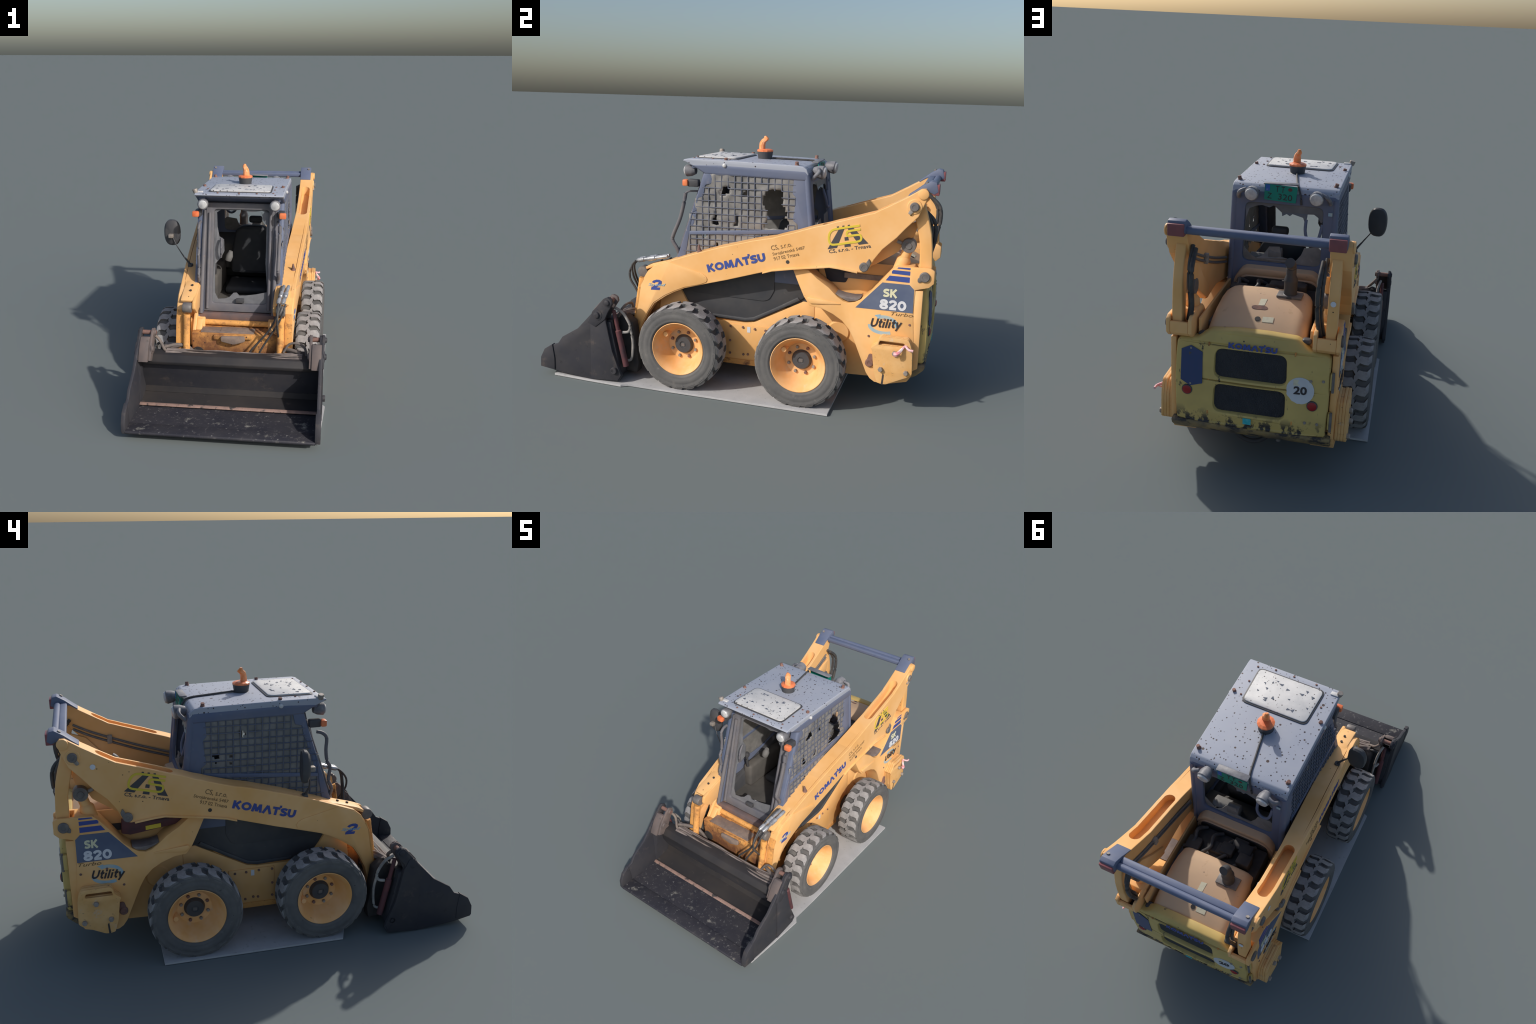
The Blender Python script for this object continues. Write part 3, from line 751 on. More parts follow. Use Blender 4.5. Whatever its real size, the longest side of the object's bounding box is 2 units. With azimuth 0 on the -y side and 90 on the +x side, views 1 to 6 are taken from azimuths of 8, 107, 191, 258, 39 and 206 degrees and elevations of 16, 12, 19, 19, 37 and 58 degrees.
KINKS = (-0.10, 0.20, 0.45)
SLOT0, SLOT1, SLOTW, SLOTD = 0.455, 0.785, 0.028, 0.058
def arm_body(s):
    """box arm: outer cheek, inner cheek, core between them; the core is lower along the oblong slot"""
    full = TOP + REARB + BOT + LEG
    body = clip_y(TOP + REARB + BOT, -0.36, 2.0)
    W = lambda y: 0.098 if y < 0.2 else 0.098 - 0.010 * min(1, (y - 0.2) / 0.3)
    mid = lambda y: armX(y) - W(y) / 2
    def wob(y, z):
        return z + (0.0018 * noise.noise(Vector((y * 20, s * 3.0, 1))) if z > top_z(y) - 0.004 and y > -0.1 else 0)
    bm = bmesh.new()
    def solid(poly, fa, fb, bev=None):
        A = [bm.verts.new((s * fa(y), y, wob(y, z))) for y, z in poly]
        B = [bm.verts.new((s * fb(y), y, wob(y, z))) for y, z in poly]
        n = len(poly)
        fs = [bm.faces.new(A), bm.faces.new(B[::-1])]
        for i in range(n):
            fs.append(bm.faces.new((A[i], B[i], B[(i + 1) % n], A[(i + 1) % n])))
        bmesh.ops.recalc_face_normals(bm, faces=fs)
        for V in (A, B):
            for kk in KINKS:
                pair = [v for v in V if abs(v.co.y - kk) < 1e-6]
                if len(pair) == 2:
                    bmesh.ops.connect_verts(bm, verts=pair)
        if bev:
            ring = [bm.edges.get((A[i], A[(i + 1) % n])) for i in range(n)]
            bmesh.ops.bevel(bm, geom=ring, offset=bev, segments=2, affect="EDGES", profile=0.5, clamp_overlap=True)
    def t_out(y):
        return 0.044 if y < -0.40 else (0.044 - 0.026 * min(1, (y + 0.40) / 0.10))
    solid(fine_outline(full), armX, lambda y: max(armX(y) - t_out(y), mid(y) + SLOTW) if y > -0.28 else armX(y) - t_out(y), 0.004)
    solid(fine_outline(body), lambda y: armX(y) - W(y), lambda y: mid(y) - SLOTW, 0.004)
    ci = lambda y: mid(y) - SLOTW
    co = lambda y: mid(y) + SLOTW
    solid(fine_outline(clip_y(body, -0.36, SLOT0)), ci, co)
    solid(fine_outline(clip_y(body, SLOT1, 2.0)), ci, co)
    low = [(y, min(z, top_z(y) - SLOTD)) for y, z in fine_outline(clip_y(body, SLOT0, SLOT1), 0.02)]
    solid(low, ci, co)
    # rounded ends of the slot
    for ye, d in ((SLOT0, 1), (SLOT1, -1)):
        for sx in (1, -1):
            pts = [(sx * SLOTW, ye)] + [(sx * SLOTW * cos(t * pi / 12), ye + d * SLOTW * (1 - sin(t * pi / 12))) for t in range(0, 7)]
            lo = [bm.verts.new((s * (mid(y) + x), y, top_z(y) - SLOTD - 0.002)) for x, y in pts]
            hi = [bm.verts.new((s * (mid(y) + x), y, wob(y, top_z(y)))) for x, y in pts]
            n = len(pts)
            fs = [bm.faces.new(lo), bm.faces.new(hi[::-1])]
            for i in range(n):
                fs.append(bm.faces.new((lo[i], hi[i], hi[(i + 1) % n], lo[(i + 1) % n])))
            bmesh.ops.recalc_face_normals(bm, faces=fs)
    me = bpy.data.meshes.new("loader_arm")
    bm.to_mesh(me); bm.free()
    return link("loader_arm", me, "yellow", ROOT)

def onarm(s, lift=0.0):
    return lambda y, z, h: Vector((s * (armX(y) + lift + h), y, z))

def decal(me, s, y, z, ang, name, mat, parent, surf, lift=0.0):
    """lay lettering on a side: (y, z) is its lower left corner as read, ang the slope"""
    ca, sa = cos(ang), sin(ang)
    def fn(a, b, h):
        if s > 0:
            yy = y + a * ca - b * sa; zz = z + a * sa + b * ca
        else:
            yy = y - a * ca - b * sa; zz = z - a * sa + b * ca
        x = surf(yy) if callable(surf) else surf
        return Vector((s * (x + lift + h), yy, zz))
    return put(me, fn, name, mat, parent)

def flat_shape(poly):
    bm = bmesh.new()
    A = [bm.verts.new((a, b, -0.001)) for a, b in poly]
    B = [bm.verts.new((a, b, 0.0012)) for a, b in poly]
    n = len(poly)
    bm.faces.new(A[::-1]); bm.faces.new(B)
    for i in range(n):
        bm.faces.new((A[i], A[(i + 1) % n], B[(i + 1) % n], B[i]))
    bmesh.ops.triangulate(bm, faces=[f for f in bm.faces if len(f.verts) > 4])
    return mesh_of(bm, "decal_shape")

def stroke(pts, w):
    """closed band of width w along a polyline"""
    P = [Vector(p) for p in pts]
    L, Rr = [], []
    for i, p in enumerate(P):
        t = (P[min(i + 1, len(P) - 1)] - P[max(i - 1, 0)]).normalized()
        nrm = Vector((-t.y, t.x))
        L.append(tuple(p + nrm * w / 2)); Rr.append(tuple(p - nrm * w / 2))
    return L, Rr

def band_mesh(pts, w, h=0.0016):
    L, Rr = stroke(pts, w)
    bm = bmesh.new()
    tl = [bm.verts.new((a, b, h)) for a, b in L]; tr = [bm.verts.new((a, b, h)) for a, b in Rr]
    bl = [bm.verts.new((a, b, -0.001)) for a, b in L]; br = [bm.verts.new((a, b, -0.001)) for a, b in Rr]
    for i in range(len(L) - 1):
        bm.faces.new((tl[i], tr[i], tr[i + 1], tl[i + 1]))
        bm.faces.new((tl[i], tl[i + 1], bl[i + 1], bl[i]))
        bm.faces.new((tr[i], br[i], br[i + 1], tr[i + 1]))
    return mesh_of(bm, "decal_band")

A17 = radians(16.5)
for s in SIDES:
    arm = arm_body(s)
    # raised reinforcing plate on the front bend
    rp = roundpoly([(-0.455, 0.560), (-0.414, 0.598), (-0.327, 0.632), (-0.14, 0.592), (-0.118, 0.575), (-0.118, 0.552), (-0.16, 0.534), (-0.241, 0.512), (-0.300, 0.485), (-0.355, 0.455), (-0.42, 0.408), (-0.455, 0.352), (-0.488, 0.284), (-0.506, 0.218), (-0.532, 0.225), (-0.530, 0.29), (-0.509, 0.39), (-0.490, 0.495)],
                   [0.004, 0.004, 0.004, 0.02, 0.02, 0.02, 0.01] + [0.004] * 11)
    prism("arm_plate", rp, lambda y, z, s=s: s * (armX(y) - 0.004), lambda y, z, s=s: s * (armX(y) + 0.0035), "yellow", arm, 0.0015)
    # folded lower flange
    fl = [(0.175, 0.634), (0.223, 0.652), (0.319, 0.670), (0.413, 0.684), (0.506, 0.699), (0.552, 0.696), (0.640, 0.685), (0.640, 0.676), (0.552, 0.687), (0.506, 0.690), (0.413, 0.675), (0.319, 0.661), (0.223, 0.643), (0.175, 0.627)]
    prism("arm_flange", fl, lambda y, z, s=s: s * (armX(y) - 0.02), lambda y, z, s=s: s * (armX(y) + 0.010), "yellow", arm, 0.002)
    # pins
    lathe("pivot_boss", [(0, 0), (0.025, 0), (0.0235, 0.006), (0.020, 0.008), (0, 0.008)], (s * armX(0.917), 0.915, 1.064), (s, 0, 0), "yellow", arm, 28)
    lathe("pivot_boss", [(0, 0), (0.034, 0), (0.031, 0.005), (0, 0.005)], (s * armX(0.88), 0.880, 1.006), (s, 0, 0), "yellow", arm, 28)
    disc_pin("pivot_pin", (s * armX(0.88), 0.880, 1.006), (s, 0, 0), 0.021, 0.016, "steel", arm)
    prism("pin_retainer", roundpoly([(0.852, 0.975), (0.865, 0.968), (0.885, 0.992), (0.87, 1.01)], 0.006), s * (armX(0.86) - 0.002), s * (armX(0.86) + 0.010), "pale_steel", arm, 0.002)
    disc_pin("pivot_pin", (s * armX(0.67), 0.669, 0.709), (s, 0, 0), 0.022, 0.014, "steel", arm)
    prism("pin_retainer", roundpoly([(0.672, 0.72), (0.69, 0.752), (0.70, 0.73), (0.688, 0.70)], 0.006), s * (armX(0.68) - 0.002), s * (armX(0.68) + 0.011), "steel", arm, 0.002)
    lathe("bore_hole", [(0, 0.0012), (0.009, 0.0012), (0.009, -0.002), (0, -0.002)], (s * armX(0.30), 0.300, 0.697), (s, 0, 0), "dark_metal", arm, 20)
    # inner lug and cap at the front bend, which holds the tilt cylinder
    lug = prism("arm_lug", roundpoly([(-0.498, 0.545), (-0.49, 0.585), (-0.44, 0.605), (-0.30, 0.645), (-0.26, 0.64), (-0.33, 0.52), (-0.44, 0.50)], 0.01), s * 0.214, s * 0.232, "yellow", arm, 0.003)
    prism("lug_cap", [(-0.475, 0.588), (-0.44, 0.606), (-0.30, 0.648), (-0.24, 0.668), (-0.24, 0.655), (-0.30, 0.632), (-0.43, 0.592), (-0.47, 0.575)], s * 0.224, s * 0.300, "yellow", lug, 0.003)
    for y, z in ((-0.40, 0.6195), (-0.35, 0.6345)):
        lathe("cap_bolt", [(0, 0), (0.007, 0), (0.007, 0.005), (0, 0.005)], (s * 0.258, y, z), (0, -0.3, 0.95), "dark_metal", lug, 10)
    # tilt cylinder
    tc = lathe("tilt_cylinder", [(0, 0.0), (0.021, 0.0), (0.021, 0.012), (0.0195, 0.016), (0.0195, 0.22), (0.021, 0.235), (0.019, 0.25), (0, 0.25)], (s * 0.260, -0.548, 0.272), (0, 0.16, 0.98), "yellow_worn", ROOT, 24)
    lathe("cylinder_eye", [(0, -0.024), (0.026, -0.024), (0.029, -0.019), (0.029, 0.019), (0.026, 0.024), (0.012, 0.026), (0, 0.026)], (s * 0.258, -0.500, 0.555), (s, 0, 0), "steel", tc, 24)
    tube("cylinder_rod", [(s * 0.260, -0.546, 0.28), (s * 0.260, -0.545, 0.14)], 0.012, "bright_steel", tc, 12, 0)
    # front leg flange facing forward
    prism("leg_flange", [(-0.545, 0.175), (-0.540, 0.28), (-0.519, 0.388), (-0.502, 0.48), (-0.48, 0.535), (-0.47, 0.52), (-0.49, 0.46), (-0.508, 0.38), (-0.53, 0.28)], s * 0.282, s * (0.322), "yellow_worn", arm, 0.002)
    # hose pipes along the inner cheek
    for dz, r in ((0.0, 0.006), (-0.022, 0.006)):
        tube("hydraulic_pipe", [(s * (armX(y) - 0.092 - (0.008 if y < 0.5 else 0)), y, z + dz) for y, z in ((0.40, 0.79), (0.55, 0.835), (0.70, 0.89), (0.80, 0.93), (0.88, 0.97))], r, "steel", arm, 8)
    box("pipe_clamp", (s * 0.272 - 0.010, 0.69, 0.86), (s * 0.272 + 0.010, 0.715, 0.905), "pale_steel", arm, 0.003)
    # ---- lettering on the outer face
    g = lambda y: armX(y)
    word = [(-0.113, 0.601), (0.191, 0.691)]
    w = 0.314
    me = block_text("KOMAT'SU", w, 0.040, 0.27)
    if s > 0:
        decal(me, s, -0.112, 0.602, A17, "lettering", "blue", arm, g)
        cs = (0.219, 0.742); cl = (0.500, 0.790)
    else:
        decal(me, s, 0.198, 0.694, A17, "lettering", "blue", arm, g)
        cs = (0.322, 0.776); cl = (0.665, 0.838)
    for txt, ww, hh, off, ind in (("CS, s.r.o.", 0.106, 0.027, 0.0, 0.0), ("Strojárenská 5487", 0.165, 0.019, -0.026, 0.0), ("917 02 Trnava", 0.130, 0.017, -0.047, 0.0)):
        me = text_mesh(txt, ww, hh, bold=0.0)
        if s < 0:
            ind = 0.106 - ww + 0.012 * (off < 0)
        o2 = ind
        y = cs[0] + s * o2 * cos(A17) - off * sin(A17)
        z = cs[1] + s * o2 * sin(A17) + off * cos(A17)
        decal(me, s, y, z, A17, "lettering", "ink_brown", arm, g)
    # company emblem: road mark behind two yellow letters
    A13 = radians(13)
    def em(me, a, b, mat, lift=0.0):
        y = cl[0] + s * a * cos(A13) - b * sin(A13)
        z = cl[1] + s * a * sin(A13) + b * cos(A13)
        decal(me, s, y, z, A13, "emblem", mat, arm, g, lift)
    em(flat_shape([(-0.010, -0.010), (0.035, -0.010), (0.088, 0.078), (0.062, 0.078)]), 0, 0, "logo_dark")
    em(flat_shape([(0.185, -0.010), (0.140, -0.010), (0.098, 0.078), (0.124, 0.078)]), 0, 0, "logo_dark")
    em(flat_shape([(0.072, -0.012), (0.102, -0.012), (0.100, 0.008), (0.074, 0.008)]), 0, 0, "logo_dark")
    em(flat_shape([(0.078, 0.018), (0.097, 0.018), (0.096, 0.034), (0.079, 0.034)]), 0, 0, "logo_dark")
    for k in range(3):
        em(flat_shape([(0, 0), (0.010, 0), (0.010, 0.007), (0, 0.007)]), 0.052 + 0.026 * k, 0.082, "logo_dark")
    cpts = [(0.160, 0.078), (0.05, 0.078), (0.022, 0.071), (0.008, 0.052), (0.004, 0.026), (0.012, 0.010), (0.035, 0.006), (0.090, 0.006), (0.140, 0.006), (0.155, 0.014), (0.156, 0.028), (0.148, 0.036), (0.100, 0.038), (0.092, 0.046), (0.096, 0.056), (0.108, 0.060), (0.160, 0.060)]
    em(band_mesh([tuple(p) for p in smoothline(cpts, 4)], 0.0098), 0, 0, "logo_yellow", 0.0006)
    em(text_mesh("CS, s.r.o. - Trnava", 0.200, 0.020, bold=0.012), -0.006, -0.034, "logo_dark")
    # speed mark on the front bend
    if s > 0:
        decal(block_text("2", 0.075, 0.055, 0.24, 0.25), s, -0.437, 0.476, radians(4), "lettering", "blue", arm, g, 0.0035)
        decal(text_mesh("Speed", 0.10, 0.017, bold=0.01, shear=0.3), s, -0.447, 0.493, radians(4), "lettering", "sky_blue", arm, g, 0.0042)
    else:
        decal(block_text("2", 0.075, 0.055, 0.24, 0.25), s, -0.362, 0.483, radians(4), "lettering", "blue", arm, g, 0.0035)
        decal(text_mesh("Speed", 0.10, 0.017, bold=0.01, shear=0.3), s, -0.348, 0.501, radians(4), "lettering", "sky_blue", arm, g, 0.0042)
    # ---- lettering on the rear side frame
    X = 0.352
    sf = [o for o in ROOT.children if o.name.startswith("side_frame")][-1]
    def fp(poly, mat, lift=0.0):
        me = flat_shape(poly)
        put(me, lambda a, b, h: Vector((s * (X + lift + h), a, b)), "decal", mat, sf)
    fp([(0.637, 0.506), (0.905, 0.506), (0.903, 0.640), (0.757, 0.640)], "navy")
    fp([(0.771, 0.652), (0.903, 0.650), (0.902, 0.675), (0.788, 0.676)], "blue")
    fp([(0.797, 0.687), (0.901, 0.684), (0.900, 0.703), (0.803, 0.704), (0.797, 0.698)], "blue")
    fp([(0.820, 0.713), (0.899, 0.711), (0.898, 0.720), (0.825, 0.7185)], "blue")
    st = (lambda a: 0.0 + a) if s > 0 else (lambda a: a)
    def ft(txt, y0, y1, z, h, mat, bold=0.0, shear=0.0, ang=0.0, lift=0.0013):
        if txt in ("SK", "820", "Utility"):
            me = block_text(txt, abs(y1 - y0), h, 0.25 if txt != "Utility" else 0.19, shear)
        else:
            me = text_mesh(txt, abs(y1 - y0), h, bold=bold, shear=shear)
        decal(me, s, min(y0, y1) if s > 0 else max(y0, y1), z, ang, "lettering", mat, sf, X, lift)
    if s > 0:
        ft("SK", 0.762, 0.828, 0.572, 0.040, "cream", 0.03)
        ft("820", 0.750, 0.873, 0.512, 0.048, "white", 0.05)
        ft("Turbo", 0.806, 0.907, 0.486, 0.017, "ink_brown", 0.0, 0.3, lift=0)
        ft("Utility", 0.708, 0.862, 0.418, 0.044, "ink", 0.02, 0.3, radians(3), lift=0.001)
    else:
        ft("SK", 0.868, 0.808, 0.572, 0.040, "cream", 0.03)
        ft("820", 0.875, 0.752, 0.512, 0.048, "white", 0.05)
        ft("Turbo", 0.902, 0.800, 0.486, 0.017, "ink_brown", 0.0, 0.3, lift=0)
        ft("Utility", 0.855, 0.700, 0.418, 0.044, "ink", 0.02, 0.3, radians(3), lift=0.001)
    yc = 0.775
    arc = [(yc + s * 0.062 * cos(t), 0.430 + 0.044 * sin(t)) for t in [radians(a) for a in range(-5, 130, 9)]]
    put(band_mesh(arc, 0.016), lambda a, b, h: Vector((s * (X + h * 0.4), a, b)), "decal", "sky_blue", sf)
    arc = [(yc + s * 0.066 * cos(t), 0.428 + 0.034 * sin(t)) for t in [radians(a) for a in range(175, 310, 9)]]
    put(band_mesh(arc, 0.016), lambda a, b, h: Vector((s * (X + h * 0.4), a, b)), "decal", "sky_blue", sf)
    fp([(yc - s * 0.045, 0.478), (yc - s * 0.018, 0.486), (yc - s * 0.022, 0.462)], "sky_blue")
    for y, z in ((0.895, 0.448), (0.778, 0.462), (0.708, 0.372), (0.815, 0.375)):
        lathe("frame_rivet", [(0, 0), (0.006, 0), (0.005, 0.003), (0, 0.003)], (s * X, y, z), (s, 0, 0), "rust", sf, 10)
    # tail bracket and lamp on top of the arm end
    br = prism("bar_bracket", [(0.845, 1.052), (0.880, 1.078), (0.905, 1.098), (0.945, 1.122), (0.968, 1.117), (0.978, 1.075), (0.960, 1.062), (0.930, 1.075), (0.885, 1.070), (0.85, 1.047)], s * 0.280, s * 0.352, "cab", ROOT, 0.004)
    box("tail_lamp", (s * 0.316 - 0.034, 0.950, 1.058), (s * 0.316 + 0.034, 0.982, 1.108), "lens_dull_red", br, 0.004)
    lathe("bracket_bolt", [(0, 0), (0.008, 0), (0.008, 0.006), (0, 0.006)], (s * 0.335, 0.925, 1.110), (0, -0.5, 0.86), "pale_steel", br, 8)
# small round sticker on the left arm and link
for (x, y, z, ax) in ((-armX(0.80) - 0.001, 0.80, 0.955, (-1, 0, 0)),):
    lathe("sticker", [(0, 0), (0.012, 0), (0.012, 0.002), (0, 0.002)], (x, y, z), ax, "white", ROOT, 20)
lathe("sticker", [(0, 0), (0.011, 0), (0.011, 0.002), (0, 0.002)], (-0.313, 0.969, 0.845), (0, 1, 0.1), "white", ROOT, 20)

# cross bar between the arm ends: double channel
bar = tube("cross_bar", [(-0.29, 0.944, 1.074), (0, 0.944, 1.076), (0.29, 0.944, 1.077)], 0.0165, "cab", ROOT, 14)
box("cross_bar_channel", (-0.285, 0.897, 1.058), (0.285, 0.932, 1.086), "cab", bar, 0.008, 3)
# broken stud on the right arm, mirror stalk base on the left
tube("mirror_stud", [(0.303, -0.172, 0.692), (0.303, -0.176, 0.708), (0.302, -0.178, 0.732)], lambda t: 0.013 * (1 - t) + 0.003, "rust", ROOT, 8)
mir = None
def ellipsoid_plate(name, c, rx, rz, ty, mat, parent, n=32, tilt=0.0):
    bm = bmesh.new()
    prof = [(-1.0, 0.0), (-0.9, 0.75), (-0.3, 0.97), (0.4, 1.0), (0.9, 0.92), (1.0, 0.80)]
    rings = []
    for t, k in prof:
        ring = []
        for i in range(n):
            a = 2 * pi * i / n
            px, pz = abs(cos(a)) ** 0.75 * (1 if cos(a) > 0 else -1), abs(sin(a)) ** 0.85 * (1 if sin(a) > 0 else -1)
            ring.append(bm.verts.new((px * rx * k, t * ty, pz * rz * k)) if k > 0 else None)
        rings.append(ring if k > 0 else [bm.verts.new((0, t * ty, 0))])
    for a, b in zip(rings, rings[1:]):
        for i in range(n):
            j = (i + 1) % n
            if len(a) == 1:
                bm.faces.new((a[0], b[i], b[j]))
            else:
                bm.faces.new((a[i], a[j], b[j], b[i]))
    bm.faces.new(rings[-1])
    bm.transform(Matrix.Translation(c) @ Matrix.Rotation(tilt, 4, "Z"))
    return link(name, mesh_of(bm, name), mat, parent, 40)
mir = ellipsoid_plate("side_mirror", (-0.417, -0.133, 0.886), 0.050, 0.078, 0.020, "black", ROOT, tilt=radians(-8))
box("mirror_mount", (-0.432, -0.178, 0.862), (-0.404, -0.140, 0.884), "pale_steel", mir, 0.004)
tube("mirror_stalk", [(-0.308, -0.167, 0.688), (-0.312, -0.170, 0.712), (-0.345, -0.176, 0.758), (-0.385, -0.165, 0.815), (-0.41, -0.155, 0.862)], lambda t: 0.009 - 0.006 * min(1, t * 1.6), "black", mir, 8)
lathe("stalk_foot", [(0, 0), (0.018, 0), (0.014, 0.02), (0, 0.02)], (-0.305, -0.167, 0.688), (0, 0, 1), "black", mir, 16)

# ------------------------------------------------------------------ bucket
BP = [(-0.987, 0.047), (-0.985, 0.094), (-0.961, 0.140), (-0.914, 0.171), (-0.885, 0.182), (-0.858, 0.221), (-0.767, 0.277), (-0.694, 0.356), (-0.654, 0.401), (-0.605, 0.454), (-0.584, 0.461),
      (-0.563, 0.439), (-0.576, 0.409), (-0.605, 0.374), (-0.610, 0.345), (-0.596, 0.294), (-0.568, 0.174), (-0.539, 0.103), (-0.518, 0.052), (-0.536, 0.020), (-0.695, 0.010), (-0.838, 0.022), (-0.911, 0.031)]
shell_in = [(-0.985, 0.046), (-0.704, 0.044), (-0.578, 0.074), (-0.570, 0.098), (-0.570, 0.108), (-0.612, 0.190), (-0.626, 0.272), (-0.640, 0.312)]
shell_out = [(-0.630, 0.328), (-0.585, 0.328), (-0.580, 0.290), (-0.545, 0.128), (-0.538, 0.070), (-0.55, 0.030), (-0.70, 0.022), (-0.90, 0.036), (-0.983, 0.042)]
bucket = prism("bucket", shell_in + shell_out, -0.495, 0.482, "bucket", ROOT, 0.002)
prism("bucket_floor", [(-0.986, 0.044), (-0.985, 0.053), (-0.706, 0.051), (-0.704, 0.045)], -0.4915, 0.4745, "bucket_floor", bucket)
prism("rust_edge", [(-0.712, 0.058), (-0.706, 0.066), (-0.694, 0.069), (-0.688, 0.062), (-0.70, 0.056)], -0.4915, 0.4745, "bucket_rust", bucket, 0.002)
prism("bucket_toe", [(-0.692, 0.054), (-0.579, 0.0745), (-0.5805, 0.0785), (-0.694, 0.060)], -0.4915, 0.4745, "bucket_inner", bucket)
prism("bucket_ridge", [(-0.578, 0.071), (-0.584, 0.080), (-0.576, 0.100), (-0.575, 0.110), (-0.563, 0.110)], -0.4915, 0.4745, "bucket_inner", bucket, 0.001)
prism("bucket_lip_beam", [(-0.660, 0.278), (-0.666, 0.298), (-0.640, 0.330), (-0.578, 0.338), (-0.572, 0.290), (-0.600, 0.280)], -0.470, 0.470, "bucket_inner", bucket, 0.004)
prism("cutting_edge", [(-0.989, 0.040), (-0.991, 0.047), (-0.986, 0.054), (-0.90, 0.056), (-0.90, 0.034), (-0.985, 0.036)], -0.4915, 0.4745, "bucket_floor", bucket, 0.002)
for s in SIDES:
    bp = BP if s > 0 else [(y, z - 0.0095 if z < 0.06 else z) for y, z in BP]
    side = prism("bucket_side", bp, s * (0.476 if s > 0 else 0.492), s * (0.494 if s > 0 else 0.509), "bucket", ROOT, 0.003)
    prism("side_wear_plate", [(-0.690, 0.352), (-0.654, 0.401), (-0.63, 0.40), (-0.605, 0.345), (-0.570, 0.180), (-0.522, 0.055), (-0.540, 0.024), (-0.692, 0.014)], s * 0.490, s * (0.499 if s > 0 else 0.513), "bucket", side, 0.002)
    prism("side_cutter", [(-0.989, 0.045), (-0.987, 0.096), (-0.963, 0.144), (-0.916, 0.175), (-0.905, 0.10), (-0.905, 0.034)], s * (0.472 if s > 0 else 0.490), s * (0.500 if s > 0 else 0.512), "bucket", side, 0.003)
    # ear : channel with a pin
    ear = prism("bucket_ear", [(-0.700, 0.315), (-0.664, 0.390), (-0.612, 0.450), (-0.590, 0.462), (-0.566, 0.452), (-0.560, 0.432), (-0.590, 0.385), (-0.610, 0.345), (-0.60, 0.30), (-0.64, 0.29)], s * 0.424, s * 0.438, "bucket_ear", ROOT, 0.003)
    prism("ear_cheek", [(-0.705, 0.320), (-0.664, 0.393), (-0.612, 0.453), (-0.588, 0.465), (-0.564, 0.452), (-0.558, 0.434), (-0.588, 0.385), (-0.606, 0.345), (-0.66, 0.30)], s * 0.488, s * 0.503, "bucket", ear, 0.003)
    prism("ear_web", [(-0.712, 0.312), (-0.672, 0.392), (-0.640, 0.428), (-0.622, 0.425), (-0.655, 0.38), (-0.690, 0.305)], s * 0.4375, s * 0.4885, "bucket_ear", ear, 0.003)
    lathe("ear_pin", [(0, -0.05), (0.0125, -0.05), (0.0125, 0.05), (0, 0.05)], (s * 0.463, -0.589, 0.436), (s, 0, 0), "rust", ear, 16)
    for y, z, r in ((-0.589, 0.436, 0.026), (-0.649, 0.366, 0.030)):
        lathe("ear_boss", [(0, 0), (r, 0), (r * 0.95, 0.004), (r * 0.6, 0.005), (r * 0.5, 0.012), (r * 0.35, 0.014), (0, 0.014)], (s * 0.501, y, z), (s, 0, 0), "bucket", ear, 24)
        lathe("ear_boss", [(0, 0), (r, 0), (r * 0.95, 0.004), (r * 0.6, 0.005), (r * 0.5, 0.012), (0, 0.012)], (s * 0.426, y, z), (-s, 0, 0), "bucket_ear", ear, 24)
    disc_pin("bucket_pin", (s * 0.497, -0.558, 0.079), (s, 0, 0), 0.018, 0.016, "bucket", side)
    # clam cylinder and hoses behind the side
    cy = lathe("clam_cylinder", [(0, 0), (0.015, 0), (0.015, 0.19), (0.010, 0.195), (0.010, 0.30), (0, 0.30)], (s * 0.462, -0.510, 0.095), (0, -0.22, 0.97), "red", ROOT, 16)
    tube("bucket_hose", [(s * 0.452, -0.575, 0.40), (s * 0.440, -0.535, 0.37), (s * 0.436, -0.500, 0.31), (s * 0.440, -0.505, 0.275), (s * 0.45, -0.535, 0.27)], 0.0075, "hose_pale", ROOT, 8)
    tube("bucket_hose", [(s * 0.436, -0.50, 0.30), (s * 0.434, -0.485, 0.22), (s * 0.436, -0.492, 0.13), (s * 0.445, -0.52, 0.12)], 0.007, "hose_pale", ROOT, 8)
    prism("attach_frame", [(-0.56, 0.05), (-0.585, 0.33), (-0.55, 0.35), (-0.50, 0.31), (-0.47, 0.10), (-0.48, 0.04)], s * 0.34, s * 0.40, "dark_metal", ROOT, 0.006)
    for k in range(3):
        tube("hose_bundle", [(s * (0.21 + 0.02 * k), -0.50, 0.26), (s * (0.25 + 0.015 * k), -0.515 + 0.006 * k, 0.325), (s * (0.31 + 0.01 * k), -0.545, 0.352 - 0.008 * k), (s * 0.375, -0.572 + 0.008 * k, 0.345)], 0.010, "hose_dusty" if k != 1 else "mud", ROOT, 8)
box("quick_coupler", (-0.40, -0.560, 0.045), (0.40, -0.528, 0.17), "dark_metal", ROOT, 0.01)
# hoses and mud draped along the top of the bucket back
for k in range(5):
    pts = []
    for i in range(13):
        x = -0.36 + 0.062 * i
        pts.append((x, -0.585 + 0.013 * (k - 2) + 0.012 * noise.noise(Vector((x * 5, k * 2.7, 0))), 0.337 - 0.010 * sin((x + 0.36) / 0.75 * pi) + 0.007 * noise.noise(Vector((x * 7, k * 1.3, 5))) - 0.003 * abs(k - 2)))
    if k == 1:
        pts = [(-0.430, -0.575, 0.415), (-0.405, -0.565, 0.385)] + pts
    tube("draped_hose", pts, 0.0085, "hose_dusty" if k % 2 else "mud", ROOT, 8, 4)
tube("draped_hose", [(0.28, -0.56, 0.34), (0.31, -0.55, 0.385), (0.355, -0.555, 0.395), (0.395, -0.565, 0.375), (0.405, -0.58, 0.335)], 0.007, "hose_dusty", ROOT, 8)
